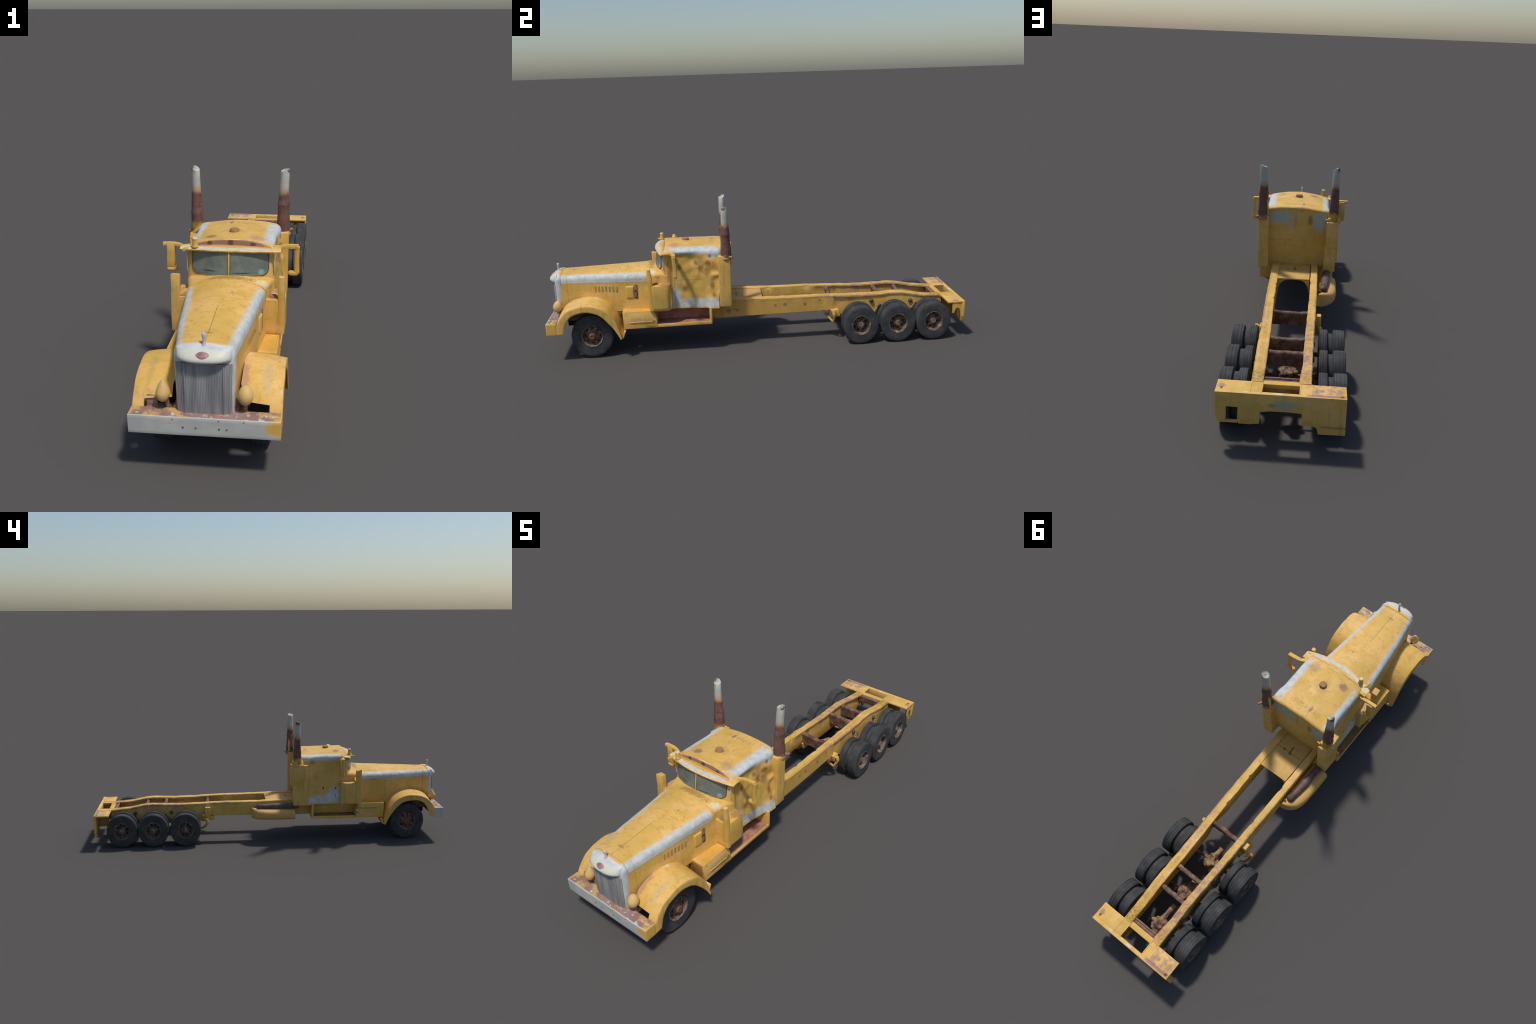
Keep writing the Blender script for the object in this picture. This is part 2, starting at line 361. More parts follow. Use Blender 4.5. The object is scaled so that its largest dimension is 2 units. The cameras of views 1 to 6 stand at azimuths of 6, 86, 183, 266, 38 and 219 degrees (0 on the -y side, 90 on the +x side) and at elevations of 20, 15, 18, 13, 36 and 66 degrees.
def grille_mat():
    n = Nodes('grille_metal')
    c = n.mix(n.smooth(n.noise(70.0, 4.0, .6, stretch=(1, 1, .08)), .35, .68), (0.225, .225, .23), (0.345, .34, .335))
    c = n.mix(n.smooth(n.noise(30.0, 3.0), .55, .75, 0, .5), c, (0.30, .24, .20))
    return n.finish(c, rough=.5, bump=.1)
M['grille'] = grille_mat()
M['badge'] = rusty('badge_enamel', (0.27, .11, .13), (0.44, .27, .27), rough=.5)
def glass_mat():
    n = Nodes('dusty_glass')
    c = n.mix(n.smooth(n.noise(25.0, 4.0), .35, .7), (0.125, .155, .142), (0.185, .210, .182))
    w = n.math('MAXIMUM', n.blob((0.045, -.47, .4175), (.034, .05, .0022), .4, .5), n.blob((-.065, -.47, .4215), (.022, .05, .0022), .4, .5))
    c = n.mix(n.math('MULTIPLY', w, .8), c, (0.02, .025, .025))
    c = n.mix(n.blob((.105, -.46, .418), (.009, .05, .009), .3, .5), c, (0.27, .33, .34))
    return n.finish(c, rough=.35, bump=0.0, spec=.35)
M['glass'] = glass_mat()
M['gasket'] = rusty('window_seal', (0.05, .045, .035), (0.10, .08, .05))
M['ornament'] = rusty('ornament_metal', (0.60, .57, .58), (0.50, .46, .47), rough=.45)
def lamp_mat():
    n = Nodes('headlamp_paint')
    c = n.mix(n.smooth(n.noise(25.0, 4.0), .35, .7), (0.66, .44, .17), (0.56, .36, .13))
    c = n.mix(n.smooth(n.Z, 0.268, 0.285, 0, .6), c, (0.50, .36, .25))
    return n.finish(c, rough=.5, bump=.15)
M['lamp'] = lamp_mat()

# ------------------------------------------------------------------ mesh tools
root = bpy.data.objects.new('rusty_truck', None)
SCN.collection.objects.link(root)
root.empty_display_size = 0.1
root.rotation_euler = (0, 0, 0.0085)
root['label'] = 'weathered yellow long-nose truck tractor with bare six-wheel rear frame'
root['category'] = 'truck'


def add(name, bm, mat, parent=root, angle=38, mats=None):
    me = bpy.data.meshes.new(name)
    bmesh.ops.recalc_face_normals(bm, faces=bm.faces)
    for f in bm.faces: f.smooth = True
    bm.to_mesh(me); bm.free()
    me.set_sharp_from_angle(angle=radians(angle))
    for m in (mats or [mat]): me.materials.append(m)
    ob = bpy.data.objects.new(name, me)
    SCN.collection.objects.link(ob)
    ob.parent = parent
    return ob


def wob(p, amp, f):
    return noise.noise(Vector(p) * f) * amp


def box_bm(x0, x1, y0, y1, z0, z1, bev=0.003, seg=2, bm=None, cuts=0, amp=0.0, fn=None):
    own = bm is None
    b = bmesh.new()
    bmesh.ops.create_cube(b, size=1.0)
    for v in b.verts:
        v.co = Vector(((x0 + x1) / 2 + v.co.x * (x1 - x0), (y0 + y1) / 2 + v.co.y * (y1 - y0), (z0 + z1) / 2 + v.co.z * (z1 - z0)))
    if fn:
        for v in b.verts: v.co = Vector(fn(*v.co))
    if bev: bmesh.ops.bevel(b, geom=b.edges[:], offset=bev, segments=seg, affect='EDGES', profile=0.5)
    if cuts:
        long = [e for e in b.edges if e.calc_length() > 0.012]
        bmesh.ops.subdivide_edges(b, edges=long, cuts=cuts, use_grid_fill=True)
    if amp:
        for v in b.verts: v.co += Vector((wob(v.co, amp, 28), wob(v.co + Vector((5, 0, 0)), amp, 28), wob(v.co + Vector((0, 7, 0)), amp, 28)))
    if own: return b
    me = bpy.data.meshes.new('t'); b.to_mesh(me); b.free(); bm.from_mesh(me); bpy.data.meshes.remove(me)
    return bm


def merge(bm, b):
    me = bpy.data.meshes.new('t'); b.to_mesh(me); b.free(); bm.from_mesh(me); bpy.data.meshes.remove(me)


def loft(rings, closed=True, cap=True, bm=None):
    bm = bm or bmesh.new()
    R = [[bm.verts.new(p) for p in r] for r in rings]
    n = len(R[0])
    for a, b in zip(R, R[1:]):
        for i in range(n if closed else n - 1):
            j = (i + 1) % n
            bm.faces.new((a[i], a[j], b[j], b[i]))
    if cap:
        bm.faces.new(R[0][::-1]); bm.faces.new(R[-1])
    return bm


def lathe(profile, axis='z', centre=(0, 0, 0), seg=40, bm=None, shape=(1, 1)):
    """profile: (radius, height) pairs; closed at the ends when radius is 0"""
    bm = bm or bmesh.new()
    c = Vector(centre); rings = []
    for r, h in profile:
        ring = []
        for i in range(seg if r > 1e-6 else 1):
            a = 2 * pi * i / seg
            u, w = r * cos(a) * shape[0], r * sin(a) * shape[1]
            p = {'z': (u, w, h), 'x': (h, u, w), 'y': (u, h, w)}[axis]
            ring.append(bm.verts.new(c + Vector(p)))
        rings.append(ring)
    for a, b in zip(rings, rings[1:]):
        for i in range(seg):
            j = (i + 1) % seg
            if len(a) == 1 and len(b) == 1: continue
            if len(a) == 1: bm.faces.new((a[0], b[j], b[i]))
            elif len(b) == 1: bm.faces.new((a[i], a[j], b[0]))
            else: bm.faces.new((a[i], a[j], b[j], b[i]))
    return bm


def tube(path, radii, seg=14, bm=None, squash=1.0, square=0.0):
    """swept round or squarish bar along a list of points"""
    pts = [Vector(p) for p in path]
    if not isinstance(radii, (list, tuple)): radii = [radii] * len(pts)
    rings = []; up = Vector((0.13, 0.07, 1)).normalized()
    for i, p in enumerate(pts):
        t = (pts[min(i + 1, len(pts) - 1)] - pts[max(i - 1, 0)]).normalized()
        ref = up if abs(t.dot(up)) < 0.93 else Vector((0, 1, 0))
        s = t.cross(ref).normalized(); q = s.cross(t)
        ring = []
        for k in range(seg):
            a = 2 * pi * k / seg
            e = 1.0 / (max(abs(cos(a)), abs(sin(a)))) if square else 1.0
            e = 1 + (e - 1) * square
            ring.append(p + (s * cos(a) + q * sin(a) * squash) * radii[i] * e)
        rings.append(ring)
    return loft(rings, bm=bm)


def spline(pts, n):
    """Catmull-Rom resample"""
    pts = [Vector(p) for p in pts]; out = []
    m = len(pts) - 1
    for k in range(n):
        t = k / (n - 1) * m; i = min(int(t), m - 1); f = t - i
        p0, p1, p2, p3 = pts[max(i - 1, 0)], pts[i], pts[i + 1], pts[min(i + 2, m)]
        out.append(0.5 * ((2 * p1) + (p2 - p0) * f + (2 * p0 - 5 * p1 + 4 * p2 - p3) * f * f + (3 * p1 - p0 - 3 * p2 + p3) * f ** 3))
    return out


def lerp(a, b, t): return a + (b - a) * t
def sstep(a, b, x):
    t = max(0.0, min(1.0, (x - a) / (b - a))); return t * t * (3 - 2 * t)
def table(tab, x):
    for (x0, v0), (x1, v1) in zip(tab, tab[1:]):
        if x <= x1: return lerp(v0, v1, max(0.0, (x - x0) / (x1 - x0)))
    return tab[-1][1]


def hull_profile(w0, w1, zb, ze, zc, r, ns=14, nr=7, nt=18):
    """half arch: side from (w0,zb) up to the shoulder near (w1,ze), rounded, then crown up to zc; returns full loop (x,z)"""
    half = []
    for i in range(ns): 
        t = i / ns; half.append((lerp(w0, w1, t), lerp(zb, ze - r, t)))
    for i in range(nr):
        a = (i / nr) * pi / 2 * 0.93
        half.append((w1 - r + r * cos(a), ze - r + r * sin(a)))
    xe, zz = half[-1]
    for i in range(1, nt + 1):
        t = i / nt; x = xe * (1 - t); half.append((x, zc - (zc - zz) * (x / xe) ** 2.2))
    return half + [(-x, z) for x, z in half[-2::-1]]

# ------------------------------------------------------------------ bonnet
def hood_ring(y, inset=0.0):
    t = (y + 0.94) / 0.41
    w = lerp(0.082, 0.124, t) - inset
    zc = lerp(0.393, 0.4110, t) - inset
    ze = lerp(0.387, 0.3915, t) - inset
    bulge = 0.003 + 0.007 * sstep(0.0, 0.4, t)      # the left flank stands fuller and a touch lower
    zb = table([(-0.96, 0.19), (-0.9, 0.205), (-0.53, 0.205)], y)
    ring = []
    for x, z in hull_profile(w, w, zb, ze, zc, 0.026):
        q = Vector((x, y, z))
        if x < 0:
            k = min(1, -x / w); z -= 0.0040 * sstep(-.1, .8, k) * sstep(0, .8, t) * sstep(.3, .38, z); z -= 0.0010 * k * sstep(0, .6, t) * sstep(.3, .38, z); x -= bulge * k
        ring.append((x + wob(q, 0.0012, 18), y, z + wob(q + Vector((3, 3, 3)), 0.0010, 14)))
    return ring

ys = [-0.944 + (0.944 - 0.522) * i / 40 for i in range(41)]
add('hood', loft([hood_ring(y) for y in ys]), M['hood'])

# louvre slots and hatch on the bonnet sides
bm = bmesh.new()
for i in range(7):
    y = -0.7735 + i * 0.0168
    xs = lerp(0.082, 0.124, (y + 0.94) / 0.41) + 0.0002
    z = 0.3190 - 0.0006 * i
    box_bm(xs - 0.004, xs + 0.0007, y - 0.0052, y + 0.0052, z - 0.0135, z + 0.0135, 0.001, 1, bm)
lv = add('louvre', bm, rusty('louvre_paint', (0.38, .235, .075), (0.52, .32, .09))); lv['kind'] = 'stuff'
bm = box_bm(0.10, 0.121, -0.632, -0.592, 0.270, 0.330, 0.006, 3, cuts=2, amp=.001, fn=lambda x, y, z: (x + (0.1024 * (y + 0.61)), y, z))
add('hood_hatch', bm, yellow('hatch_paint', [B((.12, -.586, .30), (.03, .009, .035), BROWN, .8)], speck=.1))
bm = box_bm(0.11, 0.1215, -0.590, -0.574, 0.266, 0.336, 0.003, 2, cuts=2, amp=.001)
add('hatch_hinge', bm, M['axle'])
bm = box_bm(-0.121, -0.110, -0.672, -0.555, 0.226, 0.338, 0.003, 2, fn=lambda x, y, z: (x - (0.1024 * (y + 0.56) if x < -.115 else 0.1024 * (y + .56)) , y, z))
add('hood_panel', bm, yellow('side_panel_paint', [B((-.11, -.62, .262), (.03, .05, .014), (0.40, .34, .2), .6, .8), B((-.115, -.58, .318), (.03, .004, .006), DARK, .7), B((-.112, -.645, .318), (.03, .004, .006), DARK, .7)], speck=.15))
bm = lathe([(0.0, -.006), (.007, -.005), (.008, 0), (.006, .003), (0, .004)], 'x', (-0.096, -0.812, 0.283), 16)
add('latch', bm, rusty('latch_metal', (0.20, .16, .13), (.38, .33, .28)))

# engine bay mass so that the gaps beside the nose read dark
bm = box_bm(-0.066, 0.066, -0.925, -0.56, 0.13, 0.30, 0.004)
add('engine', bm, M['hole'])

# ------------------------------------------------------------------ radiator shell, grille, nose
rings = []
for y, ins in ((-0.932, 0.003), (-0.935, -0.0005), (-0.941, -0.0025), (-0.950, -0.0022), (-0.957, 0.0000), (-0.962, 0.0035), (-0.965, 0.008)):
    w = 0.0825 - ins; zb = 0.188 + max(ins, 0)
    rings.append([(x, y, z) for x, z in hull_profile(w - 0.004, w, zb, 0.389 - ins, 0.3945 - ins, 0.029)])
add('radiator_shell', loft(rings), M['shell'])

# grille: flat centre, flanks folded back, vertical bars
def grille_y(x):
    return -0.9735 + max(0.0, abs(x) - 0.053) * 0.30 + 0.10 * x * x
rings = []
for z in [0.184 + (0.345 - 0.184) * i / 6 for i in range(7)]:
    wv = 0.0775 - 0.004 * (0.345 - z) / 0.16
    xs = [lerp(-wv, wv, i / 26) for i in range(27)]
    rings.append([(x, grille_y(x), z) for x in xs] + [(x, -0.955, z) for x in xs[::-1]])
grille = add('grille', loft(rings), M['grille'], angle=25)
bm = bmesh.new()
for i in range(35):
    x = lerp(-0.0745, 0.0745, i / 34)
    y = grille_y(x)
    box_bm(x - 0.0011, x + 0.0011, y - 0.0008, y + 0.001, 0.190, 0.340, 0.0005, 1, bm)
add('grille_bar', bm, M['grille'], parent=grille)['kind'] = 'stuff'
bm = bmesh.new()
for x in (-0.0535, 0.0535):
    box_bm(x - 0.0012, x + 0.0012, -0.9760, -0.960, 0.188, 0.343, 0.0005, 1, bm)
box_bm(-0.072, 0.072, -0.976, -0.952, 0.181, 0.187, 0.002, 2, bm)
add('grille_frame', bm, M['grille'], parent=grille)

# cream bulge of the nose over the grille
wedge = [(-.955, .3925), (-.963, .3922), (-.970, .3895), (-.980, .3835), (-.989, .3760), (-.9955, .3690), (-.9978, .3630), (-.9950, .3570), (-.987, .3525), (-.976, .3510), (-.955, .3510)]
rings = []
for i in range(37):
    u = -1 + 2 * i / 36
    k = max(0.0, 1 - abs(u) ** 2.6) ** 0.6
    rings.append([(0.0765 * u, -.955 + (y + .955) * (.17 + .83 * k), .372 + (z - .372) * (.80 + .20 * k) - .003 * (1 - k) * (z > .372)) for y, z in wedge])
nose = add('nose', loft(rings), M['shell'], angle=75)
bm = bmesh.new()
bmesh.ops.create_uvsphere(bm, u_segments=32, v_segments=16, radius=1.0)
for v in bm.verts:
    ux, uy, uz = v.co
    hz = 0.0074 * (1 - .30 * abs(ux) ** 2)
    v.co = Vector((ux * 0.0185, -0.9868 + uy * 0.0040 + uz * hz * .95 + .0012 * ux * ux, 0.3778 + uz * hz))
add('badge', bm, M['badge'])
bm = lathe([(0.0, .388), (.0085, .389), (.0065, .394), (.0045, .399), (.0042, .412), (.0052, .417), (.0062, .4225), (.0058, .4275), (.0035, .4305), (0, .4315)], 'z', (0.0005, -0.957, 0), 20)
add('hood_ornament', bm, M['ornament'])

# ------------------------------------------------------------------ cowl and cab
rings = []
for i in range(15):
    t = i / 14; y = lerp(-0.528, -0.428, t); s = sstep(0, 1, t)
    w = lerp(0.1245, 0.148, s); zc = lerp(0.4110, 0.4065, t) + 0.002 * sin(pi * t); ze = lerp(0.394, 0.399, t)
    ring = []
    for x, z in hull_profile(w, w, 0.208, ze, zc, 0.024):
        sag = 0.0050 * sstep(-.1, .8, -x / w) * sstep(.3, .38, z) * (1 - .5 * s) if x < 0 else 0
        ring.append((x - (.008 * (1 - s) * min(1, -x / w) if x < 0 else 0) + wob((x, y, z), .0012, 30), y, z - sag + wob((x + 2, y, z), .001, 30)))
    rings.append(ring)
add('cowl', loft(rings), M['cowl'])

def cab_dent(p):
    """crumpled sleeper panel on the +x side, light buckling elsewhere"""
    x, y, z = p
    d = wob(p, 0.0016, 16)
    if x > 0.10 and z < 0.475:
        k = sstep(0.10, 0.135, x) * sstep(0.475, 0.455, z) * sstep(0.22, 0.25, z)
        fld = sstep(-0.42, -0.30, y) * k
        n1 = noise.noise(Vector((0, y * 26 + z * 9, z * 20 - y * 7)))
        ridge = 1 - abs(noise.noise(Vector((4.1, y * 15 - z * 8, z * 13 + y * 6))) * 2)
        d += fld * (-0.0030 * ridge + 0.0026 * n1)
        for cy, cz, ry, rz, dep in ((-0.225, 0.395, .022, .016, -.007), (-0.205, 0.335, .020, .026, -.006), (-0.262, 0.405, .018, .022, -.004),
                                    (-0.215, 0.440, .022, .018, .004), (-0.300, 0.440, .030, .020, -.004), (-0.349, 0.303, .018, .016, -.004), (-0.20, 0.375, .016, .008, .006)):
            q = ((y - cy) / ry) ** 2 + ((z - cz) / rz) ** 2
            d += k * dep * exp(-q)
    return d

def cab_ring(y):
    ins = 0.004 * (1 - sqrt(max(0, 1 - (1 - min(1, (y + 0.438) / 0.005)) ** 2))) + 0.010 * (1 - sqrt(max(0, 1 - (1 - min(1, (-0.163 - y) / 0.012)) ** 2)))
    t = (y + 0.44) / 0.27
    w0 = lerp(0.150, 0.158, t) + .017 * sstep(-.258, -.218, y) * sstep(-.163, -.185, y) - ins; w1 = lerp(0.145, 0.143, t) + .008 * sstep(-.258, -.212, y) * sstep(-.163, -.185, y) - ins
    zc = table([(-0.445, .5185), (-0.36, .5165), (-0.25, .5115), (-0.16, .5065)], y) - ins
    ze = table([(-0.445, .5035), (-0.3, .5025), (-0.16, .4975)], y) - ins
    ring = []
    prof = hull_profile(w0, w1, 0.213 + ins, ze, zc, 0.022, ns=44, nr=8, nt=22)
    for x, z in prof:
        tilt = -0.004 * (x < 0) * min(1, -x / .1) * (z > .4)
        d = cab_dent((x, y, z)) if 0.004 > ins else 0
        hollow = .009 * sstep(-.425, -.405, y) * sstep(-.26, -.33, y) * sstep(.49, .465, z) * (x > .1)
        back = -.021 * sstep(.36, .225, z) * sstep(-.20, -.163, y)
        n = Vector((x, 0, max(0, (z - 0.46)) * 3)).normalized() if abs(x) > .09 else Vector((0, 0, 1))
        ring.append((x + n.x * d - hollow, y + back, z + n.z * d + tilt))
    return ring

yy = [-0.438, -0.4377, -0.437, -0.4355, -0.434] + [lerp(-0.432, -0.175, i / 66) for i in range(67)] + [-0.172, -0.169, -0.166, -0.164, -0.163]
cab = add('cab', loft([cab_ring(y) for y in yy]), M['cab'], angle=50)

# windscreen: bowed front wall with two panes set in seals
def front_y(x): return -0.4885 + 2.0 * x * x * (1 + 3 * x * x)
rings = []
for z in [0.385 + (0.4880 - 0.385) * i / 8 for i in range(9)]:
    lean = (z - 0.405) * 0.15
    xs = [lerp(-0.146, 0.146, i / 40) for i in range(41)]
    rings.append([(x, front_y(x) + lean + (0.0 if abs(x) < .14 else .004), z) for x in xs] + [(x * 0.99, -0.430, z) for x in xs[::-1]])
ws = add('windshield_frame', loft(rings), M['cowl'])

def pane(x0, x1, z0, z1, r, grow=0.0):
    out = []
    for cx, cz, a0, rr in ((x1 - r[0], z1 - r[0], 0, r[0]), (x0 + r[1], z1 - r[1], pi / 2, r[1]), (x0 + r[2], z0 + r[2], pi, r[2]), (x1 - r[3], z0 + r[3], 3 * pi / 2, r[3])):
        for i in range(9):
            a = a0 + i / 8 * pi / 2
            out.append((cx + (rr + grow) * cos(a), cz + (rr + grow) * sin(a)))
    return out

for x0, x1, r in ((-0.1265, -0.0055, (.003, .008, .020, .003)), (0.0040, 0.1275, (.008, .003, .003, .020))):
    Z0, Z1 = 0.4065, 0.4878
    def span(x):
        lo, hi = Z0, Z1
        for edge, rt, rb in ((x1 - x, r[0], r[3]), (x - x0, r[1], r[2])):
            e = max(edge, 0)
            if e < rt: hi = min(hi, Z1 - rt + sqrt(max(0, rt * rt - (rt - e) ** 2)))
            if e < rb: lo = max(lo, Z0 + rb - sqrt(max(0, rb * rb - (rb - e) ** 2)))
        return lo, hi
    xs = [x0 + (x1 - x0) * (.5 - .5 * cos(pi * i / 40)) for i in range(41)]
    rings = []
    for x in xs:
        lo, hi = span(x); col = []
        for i in range(7):
            z = lerp(lo, hi, i / 6); col.append((x, front_y(x) + (z - .405) * .15 - .0022, z))
        rings.append(col + [(px, py + .006, pz) for px, py, pz in col[::-1]])
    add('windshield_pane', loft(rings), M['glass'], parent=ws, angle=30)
    ring = pane(x0, x1, Z0, Z1, r, 0.0006)
    path = [(x, front_y(x) + (z - .405) * .15 - 0.0012, z) for x, z in ring]
    bm = bmesh.new(); rings = []
    m = len(path)
    for i in range(m):
        p = Vector(path[i]); t = (Vector(path[(i + 1) % m]) - Vector(path[i - 1])).normalized(); s = t.cross(Vector((0, 1, 0))).normalized(); q = s.cross(t)
        rings.append([p + (s * cos(a) + q * sin(a)) * 0.0017 for a in [2 * pi * k / 8 for k in range(8)]])
    rings.append(rings[0])
    loft(rings, cap=False, bm=bm); bmesh.ops.remove_doubles(bm, verts=bm.verts, dist=1e-6)
    add('window_seal', bm, M['gasket'], parent=ws)
bm = box_bm(-0.0040, 0.0025, -0.4925, -0.482, 0.404, 0.494, 0.0015, 2, fn=lambda x, y, z: (x, y + (z - .405) * .15, z))
add('windshield_divider', bm, M['plain'], parent=ws)
# corner quarter glass slivers, seen as grey strips behind the pillars
for s in (-1, 1):
    bm = box_bm(s * 0.1462 - .0015, s * 0.1462 + .0015, -0.4475, -0.4425, 0.405, 0.470, 0.001, 1)
    add('pillar_strip', bm, M['ornament'], parent=ws)

# sun visor: curved flap over the screen
def visor_pt(u, v):
    x = 0.168 * u
    zr = 0.4970 - 0.0085 * abs(u) ** 2.2
    yf = -0.4865 + 0.031 * abs(u) ** 2.0; zf = 0.4955 - 0.0080 * abs(u) ** 2.2
    y = lerp(-0.416, yf, v); z = lerp(zr, zf, v) + 0.0025 * sin(pi * v) * (1 - .4 * abs(u))
    q = Vector((x, y, z))
    lip = wob(q, 0.0011, 45) * sstep(.6, 1, v)
    return Vector((x, y - lip, z + lip - 0.0022 * sstep(.88, 1, v) + wob(q + Vector((1, 2, 3)), .0008, 40)))
rings = []
for i in range(57):
    u = -1 + 2 * i / 56
    top = [visor_pt(u, j / 14) for j in range(15)]
    rings.append([tuple(p) for p in top] + [(p.x, p.y + 0.002, p.z - 0.0048) for p in top[::-1]])
visor = add('sun_visor', loft(rings), M['visor'], angle=60)
# visor corner stubs and the little upright horn
bm = tube([(0.148, -0.446, 0.488), (0.156, -0.449, 0.4865), (0.166, -0.452, 0.485)], [.006, .0055, .0045], 12)
tube([(-0.140, -0.452, 0.487), (-0.146, -0.466, 0.490), (-0.148, -0.482, 0.492)], [.006, .0058, .0055], 12, bm)
add('visor_bracket', bm, M['plain'], parent=visor)
bm = lathe([(0, .496), (.0115, .497), (.0095, .504), (.0085, .520), (.009, .526), (.007, .5285), (0, .529)], 'z', (-0.115, -0.460, 0), 20)
add('horn', bm, yellow('horn_paint', [S((-.115, -.463, .528), (.02, .02, .004), PALE, .6)], speck=.1), parent=visor)
# roof cap
bm = lathe([(0, .509), (.0200, .511), (.0180, .514), (.0160, .5155), (.0172, .519), (.0150, .5250), (.008, .5275), (0, .528)], 'z', (0.0005, -0.340, 0), 24)
add('roof_cap', bm, M['cap'])

# ------------------------------------------------------------------ mirrors
bm = tube(spline([(0.138, -0.415, .486), (.160, -.400, .4835), (.185, -.394, .486), (.2235, -.392, .4855)], 12), [.012, .0105, .0088, .0080, .0080, .0082, .0088, .0090, .0092, .0092, .0092, .0092], 16, square=.7, squash=.75)
mir = add('mirror_bracket', bm, M['plain'])
bm = tube([(.2190, -.392, .485), (.2180, -.390, .44), (.2190, -.388, .392)], [.0088, .0082, .0090], 16, square=.5)
add('mirror_post', bm, M['plain'], parent=mir)
bm = tube([(.190, -.390, .3905), (.197, -.390, .3895), (.207, -.389, .389), (.217, -.388, .390), (.2255, -.388, .392)], [.0060, .0088, .0088, .0092, .0060], 16, square=.3)
add('mirror_foot', bm, M['plain'], parent=mir)
bm = tube(spline([(-0.135, -0.425, .480), (-.158, -.412, .472), (-.175, -.407, .4815), (-.200, -.406, .486), (-.2345, -.406, .485)], 14), .0078, 16, square=.6, squash=.8)
mir = add('mirror_bracket', bm, M['plain'])
bm = box_bm(-.2225, -.1945, -.415, -.391, .402, .486, .004, 2, cuts=2, amp=.0012, fn=lambda x, y, z: (x - (.003 if z < .45 else 0), y, z))
add('mirror_head', bm, M['plain'], parent=mir)
bm = box_bm(-.2245, -.190, -.417, -.389, .391, .4035, .005, 3, cuts=1, amp=.001)
tube([(-.198, -.400, .394), (-.180, -.398, .3955)], [.006, .004], 12, bm)
add('mirror_foot', bm, M['plain'], parent=mir)

# ------------------------------------------------------------------ air cleaners beside the cowl
def drum(side):
    # D-shaped canister, narrowing at the foot
    rings = []
    for z, k in ((.214, .80), (.2165, .90), (.222, .965), (.235, 1.0), (.30, 1.0), (.337, 1.0), (.341, .985), (.3425, .95)):
        x0, x1 = 0.112, 0.112 + (0.193 - 0.112) * k
        ya, yb = -0.468 - 0.050 * k, -0.468 + 0.050 * k
        c = 0.022 * k
        ring = [(x0, ya), (x1 - c, ya)]
        ring += [(x1 - c + c * sin(a), ya + c - c * cos(a)) for a in [pi / 2 * i / 6 for i in range(1, 7)]]
        ring += [(x1 - c + c * cos(a), yb - c + c * sin(a)) for a in [pi / 2 * i / 6 for i in range(0, 7)]]
        ring += [(x0, yb)]
        rings.append([(side * x, y, z) for x, y in ring])
    return loft(rings)
bm = drum(1)
for v in bm.verts: v.co.x *= 0.976
dr = add('air_cleaner', bm, M['drum'])
bm = tube([(.1745, -.507, .222), (.1765, -.509, .26), (.176, -.510, .340), (.1755, -.511, .385), (.175, -.5125, .400), (.1760, -.513, .4215)], [.0125, .0125, .0118, .0105, .0092, .0088], 16, square=.35)
add('intake_post', bm, M['drum'], parent=dr)
bm = lathe([(0, .341), (.013, .342), (.012, .3455), (.006, .347), (0, .347)], 'z', (.148, -.487, 0), 18)
add('intake_cap', bm, M['rust'], parent=dr)
# rear flange sweeping down behind the canister
path = [(-.428, .343), (-.420, .325), (-.413, .295), (-.411, .262), (-.4125, .235), (-.417, .222)]
rings = []
for y, z in path:
    rings.append([(.140, y, z), (.171, y, z), (.1765, y - .003, z), (.1765, y - .010, z - .002), (.171, y - .0125, z - .003), (.140, y - .0125, z - .003)])
add('air_cleaner_flange', loft(rings), M['drum'], parent=dr)
bm = drum(-1)
for v in bm.verts: v.co.x *= 0.965; v.co.z -= .001
dl = add('air_cleaner', bm, M['drum'])
bm = box_bm(-.1925, -.164, -.521, -.497, .216, .421, .003, 2, cuts=3, amp=.0012, fn=lambda x, y, z: (x + (.004 if z > .3 else 0), y + (.006 if z > .3 and y > -.51 else 0), z - (.008 if (z > .3 and y > -.51) else 0)))
add('intake_post', bm, M['drum'], parent=dl)
bm = box_bm(-.177, -.135, -.433, -.407, .214, .343, .005, 2, cuts=2, amp=.001)
add('air_cleaner_flange', bm, M['drum'], parent=dl)
# small ledge between canister and bonnet
bm = box_bm(-.165, -.120, -.516, -.486, .336, .372, .006, 2, fn=lambda x, y, z: (x, y, z - (.022 if x < -.14 and z > .35 else 0)))
add('air_cleaner_elbow', bm, M['cowl'], parent=dl)

# ------------------------------------------------------------------ battery boxes
def ledge(s, yf, yr, zt):
    b = bmesh.new()
    # outline of the outer face in (y,z)
    out = [(yf, .135), (yf - .003, zt), (yr - .018, zt), (yr - .004, zt - .036), (yr, .135)]
    n = len(out)
    A = [b.verts.new((s * .085, y, z)) for y, z in out]
    xo = .1715 if s > 0 else .178
    C = [b.verts.new((s * xo + s * (.004 if z < .15 else 0), y, z)) for y, z in out]
    b.faces.new(A[::-1]); b.faces.new(C)
    for i in range(n): b.faces.new((A[i], A[(i + 1) % n], C[(i + 1) % n], C[i]))
    bmesh.ops.bevel(b, geom=b.edges[:], offset=.0025, segments=2, affect='EDGES', profile=.5)
    # sunken tray in the lid
    top = [f for f in b.faces if f.normal.z > .9 and f.calc_area() > .003]
    b.normal_update()
    top = [f for f in b.faces if abs(f.normal.z) > .95 and f.calc_center_median().z > zt - .004 and f.calc_area() > .003]
    if top:
        r = bmesh.ops.inset_individual(b, faces=top, thickness=.009, depth=0)
        for f in top:
            for v in f.verts: v.co.z -= .004
    return b
